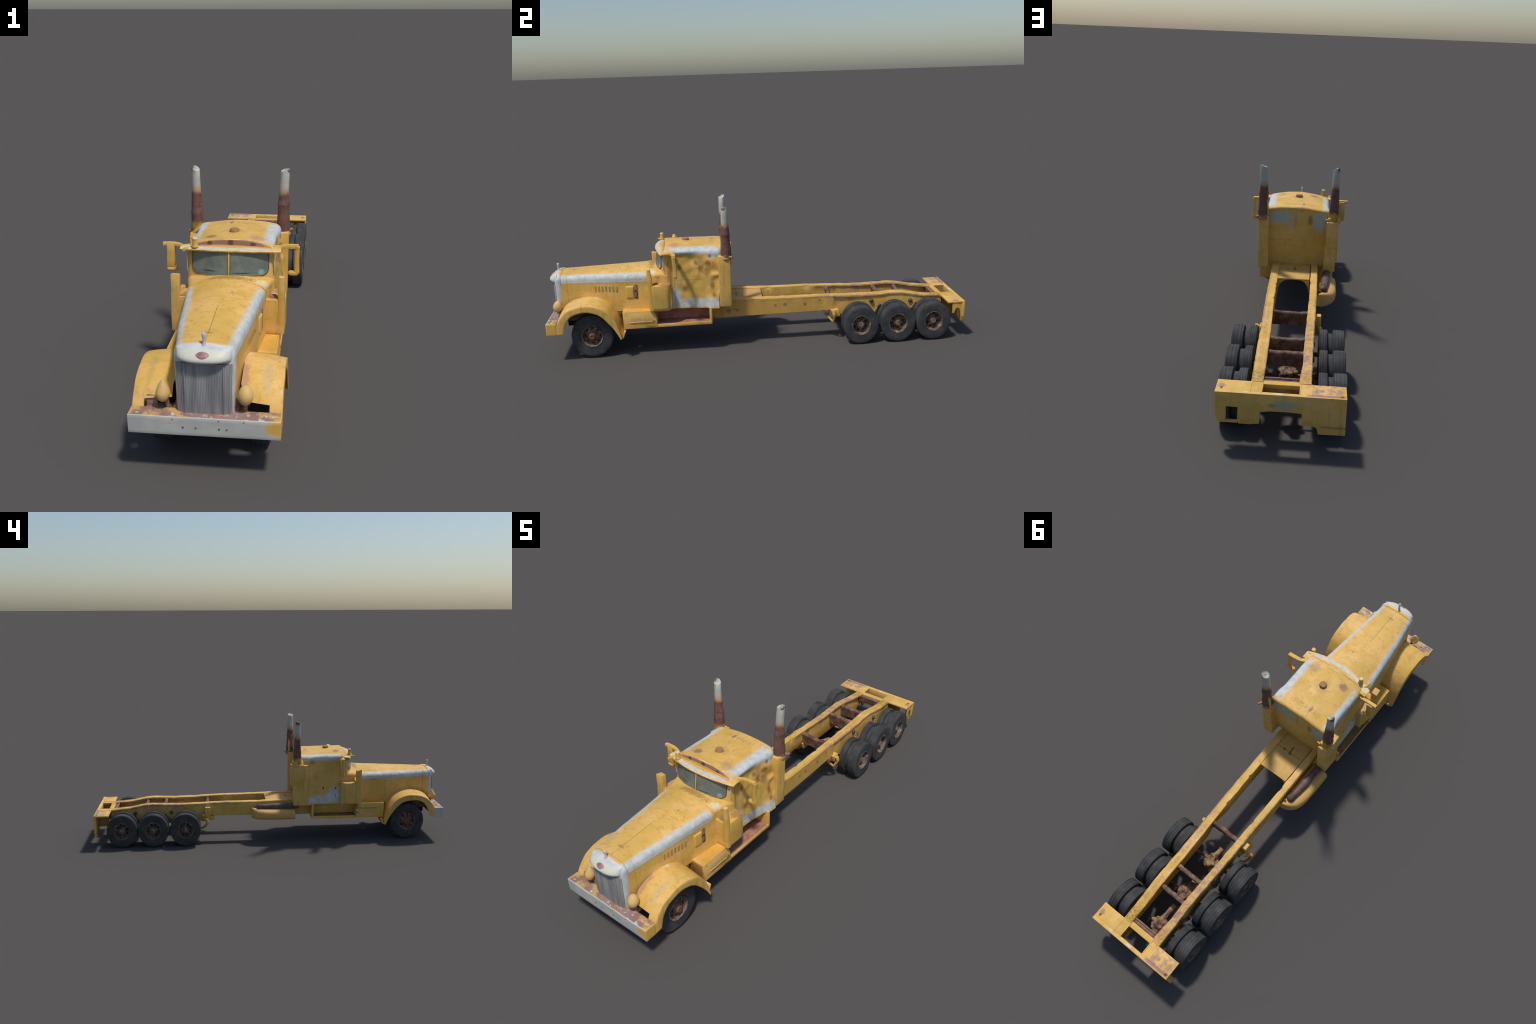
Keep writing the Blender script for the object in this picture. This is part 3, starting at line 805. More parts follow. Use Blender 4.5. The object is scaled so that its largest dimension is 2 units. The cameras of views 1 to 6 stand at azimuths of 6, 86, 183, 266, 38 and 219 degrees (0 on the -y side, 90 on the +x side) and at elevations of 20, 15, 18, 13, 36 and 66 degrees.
for s, yf, yr, zt in ((1, -.646, -.487, .2195), (-1, -.655, -.494, .2205)):
    bb = add('battery_box', ledge(s, yf, yr, zt), yellow('box_paint', [
        S((s * .18, -.56, .158 if s > 0 else .192), (.02, .065, .0035), BROWN, .75, .5), B((s * .18, -.503, .166), (.02, .006, .004), DARK, .8), B((.18, -.52, .140), (.02, .02, .004), BROWN, .7),
        B((s * .182, -.58, .175), (.02, .04, .012), (0.46, .33, .20), .5, .6), S((s * .135, -.572, .217), (.034, .055, .006), (0.62, .33, .045), .7, .2)] + ([S((.132, -.648, .178), (.034, .006, .032), (0.20, .12, .035), .8, .3)] if s > 0 else []), speck=.1))
    z = .163 if s > 0 else .1925
    xl = .1730 if s > 0 else -.1795
    bm = box_bm(xl - .003, xl + .0025, yf + .030, yr - .030, z, z + .0050, .0016, 2, cuts=2, amp=.0009)
    add('lid_lip', bm, M['plain'], parent=bb)

# ------------------------------------------------------------------ steps
for s in (1, -1):
    yr = -.228 if s > 0 else -.236
    c = .1315 if s > 0 else -.138; zd = .0025 if s > 0 else 0
    bm = box_bm(c - (.046 if s > 0 else .040), c + .040, -.492, yr - .004, .134 + zd, .1455 + zd, .002, 2, cuts=2, amp=.0008)
    st = add('step', bm, M['step'] if s > 0 else rusty('step_dull', (0.26, .16, .07), (0.36, .22, .09)))
    bm = box_bm(c + s * .0385 - .002, c + s * .0385 + .0025, -.492, yr - .004, .1325 + zd, .1478 + zd, .0012, 2)
    add('step_edge', bm, M['plain'], parent=st)
    bm = box_bm((.0845 if s > 0 else -.104) - .002, (.0845 if s > 0 else -.104) + .0075, -.492, yr - .002, .145, .216, .002, 2)
    add('step_back', bm, M['step'] if s > 0 else M['plain'], parent=st)
    bm = box_bm(c - .040, c + .041, yr - .013, yr, .133 + zd, .2185, .004, 2, cuts=2, amp=.001)
    add('step_bracket', bm, M['plain'], parent=st)

# ------------------------------------------------------------------ stack housings and stacks
hb = add('stack_housing', box_bm(.1275, .1755, -.188, -.1320, .219, .466, .003, 2, cuts=3, amp=.0008, fn=lambda x, y, z: (x + (.002 if z > .4 else -.001), y, z)), M['plain'])
hl = add('stack_housing', box_bm(-.1815, -.129, -.211, -.132, .2145, .448, .003, 2, cuts=3, amp=.0008, fn=lambda x, y, z: (x - ((.003 if z > .4 else .002) if x < -.15 else (.007 if z > .4 else 0)), y, z)), M['plain'])
bm = box_bm(-.1875, -.141, -.188, -.1145, .336, .453, .003, 2, cuts=2, amp=.0010)
add('housing_cover', bm, M['plain'], parent=hl)
# stepped cover plate lapping onto the cab side
steps = [(-.186, .4435), (-.214, .4405), (-.2145, .421), (-.2165, .401), (-.237, .400), (-.238, .378), (-.244, .365), (-.225, .34), (-.205, .336), (-.186, .336)]
b = bmesh.new()
A = [b.verts.new((-.140, y, z)) for y, z in steps]; C = [b.verts.new((-.1685 - .0015 * (z < .38), y, z)) for y, z in steps]
b.faces.new(A); b.faces.new(C[::-1])
for i in range(len(steps)): b.faces.new((A[i], A[(i + 1) % len(steps)], C[(i + 1) % len(steps)], C[i]))
bmesh.ops.bevel(b, geom=b.edges[:], offset=.0015, segments=2, affect='EDGES', profile=.5)
add('lap_plate', b, M['plain'], parent=hl)

def stack(cx, cy, prof, tilt, mat, parent):
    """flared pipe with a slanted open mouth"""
    bm = bmesh.new(); rings = []; seg = 28
    ztop = prof[-1][1]
    for k, (r, z, ox) in enumerate(prof):
        ring = []
        for i in range(seg):
            a = 2 * pi * i / seg
            zz = z + (tilt[0] * cos(a) + tilt[1] * sin(a)) * sstep(ztop - .03, ztop, z)
            q = Vector((cx + r * cos(a), cy + r * sin(a), z))
            rr = r + wob(q, .0016, 34) + wob(q + Vector((4, 4, 4)), .0010, 80)
            ring.append((cx + ox + rr * cos(a), cy + rr * sin(a), zz))
        rings.append(ring)
    rt = prof[-1][0]; ox = prof[-1][2]
    for f, dz in ((.95, .0014), (.86, .0018), (.74, .0004), (.66, -.0006), (.40, .0006), (.12, .0014)):
        rings.append([(cx + ox + rt * f * cos(a), cy + rt * f * sin(a), ztop + dz + (tilt[0] * cos(a) + tilt[1] * sin(a)) * (1 if dz > -.01 else .3)) for a in [2 * pi * i / seg for i in range(seg)]])
    loft(rings, bm=bm)
    ob = add('exhaust_stack', bm, mat, parent=parent)
    return ob

sr = stack(.1565, -.1495, [(.019, .448, 0), (.0225, .455, 0), (.0245, .462, 0), (.0250, .478, 0), (.0242, .497, 0), (.0222, .520, 0), (.0213, .545, -.0002), (.0213, .560, -.0002), (.0236, .566, -.0002),
                           (.0208, .574, 0), (.0190, .590, .0003), (.0178, .612, .0007), (.0168, .650, .0018), (.0162, .690, .0040)], (.0045, .0015), M['stackR'], hb)
sl = stack(-.1645, -.1520, [(.018, .440, 0), (.0215, .447, 0), (.0232, .456, 0), (.0232, .475, 0), (.0225, .497, 0), (.0222, .516, 0), (.0236, .526, 0), (.0210, .534, 0), (.0192, .56, -.0008), (.0168, .606, -.0014), (.0150, .65, -.001), (.0142, .690, -.0008)],
           (-.0060, .0045), M['stackL'], hl)
# clamps and brackets at the foot
bm = bmesh.new()
tube([(.176, -.135, .462), (.183, -.126, .4615), (.187, -.120, .4605)], [.006, .006, .0055], 10, bm)
tube([(.140, -.132, .47), (.146, -.126, .463)], [.005, .006], 10, bm)
bmesh.ops.create_uvsphere(bm, u_segments=10, v_segments=8, radius=.0045, matrix=Matrix.Translation((.168, -.124, .457)))
lathe([(.0235, .4475), (.0265, .450), (.0270, .4535), (.0255, .4575), (.0235, .459)], 'z', (.1565, -.1495, 0), 24, bm)
add('stack_clamp', bm, rusty('clamp_rust', (0.30, .16, .09), (0.48, .28, .17)), parent=sr)
bm = bmesh.new()
box_bm(-.157, -.139, -.146, -.128, .450, .470, .004, 2, bm)
tube([(-.142, -.128, .462), (-.128, -.130, .4625)], [.0042, .0038], 10, bm)
box_bm(-.192, -.182, -.150, -.128, .442, .474, .004, 2, bm)
bmesh.ops.create_uvsphere(bm, u_segments=10, v_segments=8, radius=.0065, matrix=Matrix.Translation((-.193, -.146, .452)))
tube([(-.176, -.176, .450), (-.164, -.181, .462), (-.150, -.178, .475)], [.006, .007, .005], 10, bm)
add('stack_clamp', bm, M['plain'], parent=sl)
# support strut on the inner side of the far stack
bm = tube([(.137, -.141, .470), (.139, -.140, .52), (.144, -.141, .56)], [.007, .006, .004], 12)
add('stack_strut', bm, M['plain'], parent=sr)

# ------------------------------------------------------------------ fenders, headlamps, bumper
EDGE = [(-.953, .140), (-.952, .166), (-.946, .194), (-.927, .222), (-.902, .247), (-.871, .2620), (-.838, .2690), (-.802, .2705), (-.766, .264), (-.740, .2530), (-.715, .236), (-.697, .213), (-.680, .184), (-.667, .150), (-.655, .100)]
LIP = [(-.922, .142), (-.918, .160), (-.910, .183), (-.898, .205), (-.882, .224), (-.858, .2350), (-.829, .2410), (-.800, .240), (-.775, .234), (-.751, .223), (-.730, .205), (-.710, .181), (-.693, .157), (-.678, .133), (-.660, .0975)]
def fender(s):
    N = 57
    eo = spline([(0, y, z) for y, z in EDGE], N); li = spline([(0, y, z) for y, z in LIP], N)
    rings = []
    for i in range(N):
        f = i / (N - 1) * 14; k = min(int(f), 13)
        xi = lerp(.176, .097, sstep(2.55, 2.75, f)) if f < 4 else .094
        o, l = eo[i], li[i]; d = (o - l).normalized()
        rise = .012 * sstep(.0, 4.0, f)
        prof = []
        xo = .2115
        for j in range(9):
            t = j / 8; x = lerp(xi, xo - .004, t)
            h = rise * (1 - ((x - .094) / .114) ** 1.8)
            prof.append((x, o + d * h))
        prof += [(xo - .0012, o - d * .0008), (xo, o - d * .0035)]
        for j in range(1, 5): prof.append((xo, (o - d * .0035).lerp(l, j / 4)))
        prof += [(xo - .001, l - d * .0012), (xo - .004, l - d * .0005), (xo - .005, l.lerp(o, .6) - d * .002)]
        for j in range(7):
            t = j / 6; x = lerp(xo - .010, xi, t)
            h = rise * (1 - ((x - .094) / .114) ** 1.8)
            prof.append((x, o + d * (h - .0045)))
        ring = []
        for x, p in prof:
            q = Vector((s * x, p.y, p.z))
            ring.append((s * x + wob(q, .0012, 22), p.y + wob(q + Vector((2, 0, 0)), .0010, 30), p.z + wob(q + Vector((0, 2, 0)), .0012, 24)))
        rings.append(ring)
    return loft(rings)
for s in (1, -1):
    fo = add('fender', fender(s), M['fender'], angle=45)
    # splash apron joining fender and bonnet
    bm = box_bm(s * .088 - .004, s * .088 + .006, -.925, -.66, .185, .262, .003, 2, fn=lambda x, y, z: (x + s * .10 * (y + .80), y, z - (.02 if y < -.9 and z > .2 else 0)))
    add('splash_apron', bm, rusty('apron_rust', (0.22, .13, .08), (.40, .25, .15)), parent=fo)
    # mud flap behind
    bm = box_bm(s * .148 - .050, s * .148 + .050, -.656, -.648, .098, .130, .002, 2, fn=lambda x, y, z: (x, y + (.010 if z > .11 else 0), z))
    add('mud_flap', bm, M['plain'], parent=fo)

def lamp(c, rx, ry, top, bot, point):
    bm = bmesh.new(); rings = []
    bmesh.ops.create_uvsphere(bm, u_segments=28, v_segments=20, radius=1.0)
    for v in bm.verts:
        z = v.co.z; k = 1.0
        if z > 0: k = 1 - point * z ** 1.3 * (1 - z) ** .3 * .9 - point * .25 * z
        v.co = Vector((c[0] + v.co.x * rx * k, c[1] + v.co.y * ry * k + z * .003, c[2] + z * (top if z > 0 else bot)))
    return bm
add('headlight', lamp((.111, -.955, .246), .0215, .0225, .029, .028, .12), M['lamp'])
add('headlight', lamp((-.118, -.957, .244), .0205, .0215, .036, .027, .55), M['lamp'])
for s in (1, -1):
    bm = tube([(s * .112, -.950, .228), (s * .110, -.946, .205), (s * .108, -.944, .185)], [.008, .006, .007], 12)
    add('headlight_stem', bm, M['rust'])

bm = box_bm(-.2115, .2115, -.9985, -.950, .1355, .1925, .0022, 2, cuts=5, amp=.0007, fn=lambda x, y, z: (x, y, z + (0.0012 if x > 0 else -.0005)))
bump = add('bumper', bm, M['bumper'])
bm = box_bm(-.172, -.140, -.938, -.932, .180, .222, .003, 2, cuts=2, amp=.0015)
add('bumper_bracket', bm, rusty('bracket_rust', (0.26, .16, .12), (0.42, .28, .20)), parent=bump)
bm = bmesh.new()
for x, z in ((-.057, .162), (-.021, .162), (.043, .162), (.064, .162), (.042, .187), (.111, .188), (-.085, .186)):
    r = .0030 if z < .17 else .0019
    lathe([(0, -.9995), (r * .7, -.9997), (r, -.9988), (r, -.995)], 'y', (x, 0, z), 10, bm)
add('bumper_bolt', bm, rusty('bolt_rust', (0.13, .10, .07), (.2, .15, .1)), parent=bump)['kind'] = 'stuff'
bm = box_bm(-.172, .112, -.950, -.918, .172, .188, .003, 2, cuts=3, amp=.002)
add('bumper_shelf', bm, rusty('shelf_rust', (0.24, .14, .10), (0.42, .28, .17)), parent=bump)
bm = bmesh.new()
for x, y in ((-.155, -.975), (-.087, -.985), (.167, -.972), (.12, -.972)):
    lathe([(0, .196), (.004, .1955), (.0055, .1925), (.0055, .19)], 'z', (x, y, 0), 10, bm)
add('shelf_bolt', bm, rusty('bolt_pale', (0.22, .15, .24), (.6, .58, .58)), parent=bump)['kind'] = 'stuff'

# ------------------------------------------------------------------ frame rails
TOP = [(-.70, .214), (-.2, .2325), (-.12, .2325), (.0, .2275), (.09, .2255), (.26, .2255), (.35, .2225), (.41, .2195), (.49, .2175), (.56, .2160), (.62, .2185), (.68, .2205), (.715, .2185), (.76, .2100), (.80, .2015), (.85, .1950), (.92, .1885)]
def rail(s):
    rings = []
    ys = [-.70 + i * (1.615 / 150) for i in range(151)]
    for y in ys:
        t = sstep(.0, .5, y)
        xo = lerp(.1055, .0985, sstep(.1, .8, y)) - (.018 if s > 0 else .004) * sstep(-.16, -.22, y); xi = lerp(.0705, .0580, sstep(.1, .75, y)) if s > 0 else lerp(.0745, .0655, sstep(.1, .75, y)) - .008 * sstep(.78, .90, y)
        zt = table(TOP, y) + wob((s * 3, y, 0), .0016, 22) + (-.0022 if s > 0 else -.0008) * sstep(.0, .2, y) * sstep(.9, .8, y)
        # plain box in front, recessed web with deep chord under the axles behind y=.37
        k = sstep(.366, .380, y)
        zw = table([(-.7, .15), (-.3, .140), (.0, .1415), (.30, .1445), (.372, .147), (.40, .118), (.45, .104), (.86, .100), (.885, .11), (.92, .13)], y)
        xw = lerp(xo, .0945, k); xv = lerp(xi, .0740, sstep(.27, .33, y))
        fl = .009
        notch = 0
        if s > 0: notch = .006 * (exp(-((y - .095) / .006) ** 2) + exp(-((y - .255) / .008) ** 2)) 
        else: notch = .006 * (exp(-((y - .062) / .01) ** 2) + exp(-((y - .262) / .008) ** 2))
        o = wob((s, y, 2), .0015, 24); i_ = wob((s, y, 5), .0016, 24)
        rings.append([(s * (xi + notch + i_ + .002), y, zt), (s * (xo - .003 + o), y, zt), (s * (xo + o), y, zt - .003), (s * (xo + o), y, zt - fl), (s * (xw + o * .5), y, zt - fl - .003),
                      (s * xw, y, lerp(zt, zw, .5)), (s * xw, y, zw + .002), (s * (xw - .002), y, zw), (s * (xv + .002 - .004 * k), y, zw), (s * (xv - .004 * k), y, zw + .004), (s * xv, y, lerp(zt, zw, .5)),
                      (s * xv, y, zt - fl - .004), (s * (xi + notch + i_), y, zt - fl), (s * (xi + notch + i_), y, zt - .002)])
    return loft(rings)
rails = {}
for s in (1, -1):
    rails[s] = add('frame_rail', rail(s), M['rail'], angle=40)
    # short front horns carrying the bumper
    bm = box_bm(s * .080 - .012, s * .080 + .012, -.952, -.66, .165, .200, .002, 2)
    add('frame_horn', bm, M['rust'], parent=rails[s])
    # foot gusset in front of the first axle
    bm = box_bm(s * .092 - .014, s * .092 + .024, .352, .392, .112, .150, .003, 2, cuts=2, amp=.001, fn=lambda x, y, z: (x, y + (.012 if z < .13 else 0), z))
    add('rail_gusset', bm, M['plain'], parent=rails[s])
    # suspension arms slanting between the wheels
    bm = bmesh.new()
    for y0, y1 in ((.560, .605), (.742, .785)):
        tube([(s * .098, y0, .095), (s * .098, (y0 + y1) / 2, .130), (s * .096, y1, .160)], [.008, .007, .006], 10, bm, square=.6)
    add('suspension_arm', bm, M['axle'], parent=rails[s])
# brake chambers on the rails
for s, y, z in ((1, .757, .170), (-1, .570, .168), (-1, .775, .168), (1, .560, .180)):
    bm = lathe([(0, 0), (.013, .001), (.0145, .006), (.0135, .012), (.009, .016), (0, .017)], 'x', (0, 0, 0), 16)
    for v in bm.verts: v.co = Vector((s * (.092 + v.co.x * .8), y + v.co.y * .75, z + v.co.z * .75))
    add('brake_chamber', bm, M['pipe'], parent=rails[s])

# crossmembers
def cross(y, zt, zb, ro, name='crossmember', mat='cross', dip=0.0):
    rings = []
    for i in range(25):
        u = -1 + 2 * i / 24
        k = 1 + 0.6 * max(0, u - .70) / .30 + 0.25 * max(0, -u - .75) / .25
        yc = y + wob((u * 2, y * 9, 0), .003, 2); z = zt - dip * (1 - u * u) + wob((u * 2, y * 5, 3), .002, 2.5)
        x = .079 * u; r = ro * k
        ring = [(x, yc + r * cos(a), z - ro + r * sin(a) * .95) for a in [pi * j / 10 for j in range(11)]]
        ring += [(x, yc - r * .55, lerp(z, zb, .5)), (x, yc - r * .6, zb), (x, yc + r * .6, zb), (x, yc + r * .55, lerp(z, zb, .5))]
        rings.append(ring)
    return add(name, loft(rings), M[mat], angle=50)
cross(.362, .2135, .153, .0105, dip=.004)
cross(.606, .2115, .148, .0105, dip=.005)
cross(.714, .2080, .149, .0110, dip=.003)
bm = box_bm(-.078, .075, .884, .903, .148, .1835, .002, 2, cuts=2, amp=.001)
add('crossmember', bm, M['cross'])
bm = box_bm(-.064, .056, .882, .888, .176, .190, .002, 2, cuts=2, amp=.001)
add('crossmember', bm, M['rust'])

# deck behind the cab with arched gussets underneath
bm = box_bm(-.0705, .0705, -.20, .0205, .219, .2245, .0012, 2, cuts=4, amp=.0006, fn=lambda x, y, z: (x, y, z + (.004 if y < -.1 else 0)))
deck = add('deck_plate', bm, M['deck'])
for s in (1, -1):
    b = bmesh.new()
    arc = [(s * .070, .2185), (s * .026, .2185)] + [(s * (.026 + .042 * sin(a)), .2180 - .056 * (1 - cos(a))) for a in [pi / 2 * i / 8 for i in range(1, 9)]] + [(s * .070, .160)]
    A = [b.verts.new((x, .012, z)) for x, z in arc]; C = [b.verts.new((x, .019, z)) for x, z in arc]
    b.faces.new(A); b.faces.new(C[::-1])
    for i in range(len(arc)): b.faces.new((A[i], A[(i + 1) % len(arc)], C[(i + 1) % len(arc)], C[i]))
    add('deck_gusset', b, M['plain'], parent=deck)
# ------------------------------------------------------------------ rear plate
def extrude_outline(pts, y0, y1, bev=.0015):
    b = bmesh.new()
    A = [b.verts.new((x, y0, z)) for x, z in pts]; C = [b.verts.new((x, y1, z)) for x, z in pts]
    b.faces.new(A[::-1]); b.faces.new(C)
    n = len(pts)
    for i in range(n): b.faces.new((A[i], A[(i + 1) % n], C[(i + 1) % n], C[i]))
    bmesh.ops.recalc_face_normals(b, faces=b.faces)
    bmesh.ops.bevel(b, geom=b.edges[:], offset=bev, segments=2, affect='EDGES', profile=.5)
    return b
back = [(.2055, .1880), (.2055, .137), (.204, .110), (.1985, .090), (.1925, .0805), (.1690, .0805), (.1690, .137), (.1315, .137), (.1325, .088), (.128, .0785), (.095, .0785), (.062, .083),
        (.0615, .124), (.03, .129), (-.03, .130), (-.0705, .127), (-.0725, .087), (-.108, .085), (-.119, .080), (-.1245, .058), (-.165, .0585), (-.2105, .0595), (-.2095, .1880)]
rp = add('bumper_plate', extrude_outline(back, .984, .9975), M['plate'], angle=30)
# top flange is a frame of four plates round the opening
bm = bmesh.new()
box_bm(.0585, .2055, .914, .985, .179, .1872, .0015, 2, bm, cuts=2, amp=.0006)
box_bm(-.2095, -.0615, .914, .985, .179, .1872, .0015, 2, bm, cuts=2, amp=.0006)
box_bm(-.0612, .0582, .9035, .9285, .172, .1872, .0015, 2, bm)
box_bm(-.0612, .0582, .980, .9845, .150, .1870, .001, 2, bm)
add('bumper_flange', bm, M['plate'], parent=rp)
# raised seams where the rails run out on the plate
bm = bmesh.new()
box_bm(.0565, .0605, .918, .983, .185, .1892, .001, 2, bm); box_bm(.0935, .0965, .915, .985, .184, .1888, .0008, 2, bm)
box_bm(-.0640, -.0600, .918, .983, .185, .1892, .001, 2, bm); box_bm(-.1025, -.0995, .915, .985, .184, .1888, .0008, 2, bm)
add('plate_seam', bm, M['plate'], parent=rp)
# side cheeks inside the opening and arched end plates
bm = bmesh.new()
box_bm(.0590, .0640, .90, .984, .130, .180, .001, 1, bm); box_bm(-.0670, -.0620, .90, .984, .130, .180, .001, 1, bm)
box_bm(-.0612, .0582, .9225, .9282, .132, .1725, .001, 1, bm)
add('cheek_plate', bm, rusty('cheek_rust', (0.24, .14, .06), (0.42, .27, .10)), parent=rp)
arch = [(.937, .1795), (.984, .1795), (.984, .112), (.9805, .105), (.977, .135), (.972, .150), (.963, .155), (.953, .150), (.948, .134), (.945, .126), (.938, .128)]
for x0, x1 in ((.1975, .2025), ):
    b = bmesh.new()
    A = [b.verts.new((x0, y, z)) for y, z in arch]; C = [b.verts.new((x1, y, z)) for y, z in arch]
    b.faces.new(A); b.faces.new(C[::-1])
    for i in range(len(arch)): b.faces.new((A[i], A[(i + 1) % len(arch)], C[(i + 1) % len(arch)], C[i]))
    add('gusset_plate', b, M['plate'], parent=rp)
bm = bmesh.new()
box_bm(.0625, .0685, .930, .9842, .084, .179, .0015, 1, bm); box_bm(-.0790, -.0730, .930, .9842, .087, .179, .0015, 1, bm)
box_bm(.132, .170, .9845, .997, .0805, .0868, .001, 1, bm)
add('stiffening_rib', bm, M['plain'], parent=rp)
# ------------------------------------------------------------------ tank and tail pipe on the -x side
rings = []
plan = [(-.142, .1885), (-.139, .1920), (-.12, .193), (-.05, .193), (.0, .1925), (.020, .1910), (.045, .187), (.070, .178), (.088, .162), (.101, .138), (.1055, .120)]
for y, xo in plan:
    xi = .104; w = (xo - xi) / 2; xc = (xo + xi) / 2; ring = []
    e = .004 if y in (-.142, .1055) else 0.0
    for j in range(28):
        a = 2 * pi * j / 28; ca, sa = cos(a), sin(a)
        px = xc + w * math.copysign(abs(ca) ** .6, ca)
        pz = .1605 + (.0295 - e) * math.copysign(abs(sa) ** .62, sa)
        if px > xc and pz > .16: pz -= .006 * ((px - xc) / max(w, .001)) ** 2
        q = Vector((-px, y, pz)); ring.append((-px + wob(q, .0008, 30), y, pz + wob(q + Vector((1, 1, 1)), .001, 26)))
    rings.append(ring)
tank = add('fuel_tank', loft(rings), M['tank'], angle=50)
bm = tube(spline([(-.152, -.165, .206), (-.146, -.125, .2055), (-.142, -.06, .2035), (-.138, .0, .2015), (-.134, .045, .199), (-.131, .072, .193)], 20),
          [.015, .0155, .0155, .0172, .0160, .0155, .0155, .0155, .0172, .0188, .0180, .0170, .0168, .0166, .0164, .0168, .0178, .0180, .0168, .0125], 18)
add('exhaust_pipe', bm, M['pipe'])
bm = tube([(-.118, .083, .200), (-.117, .079, .165), (-.118, .072, .150)], [.005, .006, .006], 10)
add('tank_strap', bm, M['pipe'], parent=tank)

# ------------------------------------------------------------------ hooks ahead of the rear wheels
bm = tube(spline([(.094, .334, .140), (.099, .338, .118), (.106, .352, .100), (.111, .364, .086)], 10), [.008, .0075, .0075, .007, .007, .0065, .006, .006, .0055, .005], 10)
tube(spline([(.126, .366, .146), (.131, .368, .128), (.124, .368, .108), (.112, .366, .086)], 10), [.010, .0095, .009, .0085, .0075, .007, .0065, .006, .0055, .005], 10, bm)
hk = add('tow_hook', bm, M['plain'])
bm = box_bm(.085, .112, .322, .347, .122, .148, .004, 2, cuts=1, amp=.0015)
add('hook_block', bm, M['cross'], parent=hk)
bm = tube(spline([(-.122, .385, .128), (-.135, .368, .132), (-.142, .362, .118), (-.140, .370, .098), (-.132, .386, .083), (-.122, .402, .076)], 16), [.005, .006, .0075, .0085, .009, .009, .009, .0085, .008, .0075, .007, .007, .0065, .006, .006, .005], 10)
hk = add('tow_hook', bm, M['plain'])
bm = box_bm(-.126, -.102, .344, .376, .140, .199, .003, 2, cuts=1, amp=.001)
box_bm(-.122, -.086, .322, .352, .122, .144, .003, 2, bm)
bmesh.ops.create_uvsphere(bm, u_segments=12, v_segments=8, radius=.010, matrix=Matrix.Translation((-.122, .384, .152)))
add('hook_block', bm, M['plain'], parent=hk)

# ------------------------------------------------------------------ wheels
def tyre_profile(R, w, rim, side_bulge=.0, grooves=3):
    """(radius, x) closed ring profile; +x is the outer face"""
    h = w / 2; out = []
    sh = R * .055
    out += [(rim, h * .80), (rim + .003, h * .97), (lerp(rim, R, .3), h * 1.0), (lerp(rim, R, .6), h * 1.0), (lerp(rim, R, .82), h * .985), (R - sh * .6, h * .93), (R - sh * .15, h * .85)]
    xs = []
    gw = h * .05
    gx = [h * (.56 - 1.12 * i / (grooves - 1)) for i in range(grooves)] if grooves > 1 else [0.0]
    for g in gx:
        out += [(R, g + gw * 1.6), (R - .0013, g + gw * .8), (R - .0013, g - gw * .8), (R, g - gw * 1.6)]
    out += [(R - sh * .15, -h * .85), (R - sh * .6, -h * .93), (lerp(rim, R, .82), -h * .985), (lerp(rim, R, .5), -h), (rim, -h * .9), (rim - .002, 0), (rim, h * .80)]
    return out

def wobbly(bm, amp, f, seed):
    for v in bm.verts:
        q = v.co + Vector((seed, 0, 0))
        v.co += Vector((wob(q, amp, f), wob(q + Vector((3, 0, 0)), amp, f), wob(q + Vector((0, 3, 0)), amp, f)))
    return bm

def mesh_only(name, bm, mat, angle=38):
    ob = add(name, bm, mat, parent=None, angle=angle)
    me = ob.data; bpy.data.objects.remove(ob); return me

# rear wheel pieces, +x outward, base radius .09 (object scale makes them slightly upright-oval)
t_out = mesh_only('outer_tyre', wobbly(lathe(tyre_profile(.0900, .0465, .0465), 'x', seg=72), .0006, 30, 1), M['rubber'], 30)
t_in = mesh_only('inner_tyre', wobbly(lathe(tyre_profile(.0890, .0320, .0465), 'x', seg=72), .0009, 30, 2), M['rubber'], 30)
drum_me = mesh_only('brake_drum', lathe([(0, -.02), (.074, -.02), (.076, -.01), (.076, .01), (.074, .02), (0, .02)], 'x', seg=40), M['rubber'])
def rear_rim():
    bm = lathe([(.0470, .0215), (.0485, .0235), (.0470, .0262), (.0445, .0255), (.0432, .0215), (.0425, .014), (.0415, .004), (.0385, -.002), (.034, -.0030), (.024, -.0005), (.022, .003), (.0215, .008), (.018, .0095), (.0145, .010), (.0140, .017), (.0120, .0195), (.007, .0205), (0, .0205)], 'x', seg=48)
    for i in range(8):
        a = 2 * pi * i / 8 + .2
        lathe([(0, .001), (.0030, .0005), (.0036, -.003), (.0036, -.006)], 'x', (0, .0185 * cos(a), .0185 * sin(a) ), 8, bm) if False else None
        bmesh.ops.create_uvsphere(bm, u_segments=8, v_segments=6, radius=.0026, matrix=Matrix.Translation((.0098, .0182 * cos(a), .0182 * sin(a))))
    return wobbly(bm, .0008, 60, 5)
rim_me = mesh_only('rear_rim', rear_rim(), M['rim'])
bm = bmesh.new()
for i in range(8):
    a = 2 * pi * i / 8 + .55
    lathe([(0, .0022), (.0046, .0015), (.0056, -.004), (.0056, -.010)], 'x', (-.0012, .0305 * cos(a), .0305 * sin(a)), 12, bm)
hole_me = mesh_only('rim_opening', bm, M['hole'])

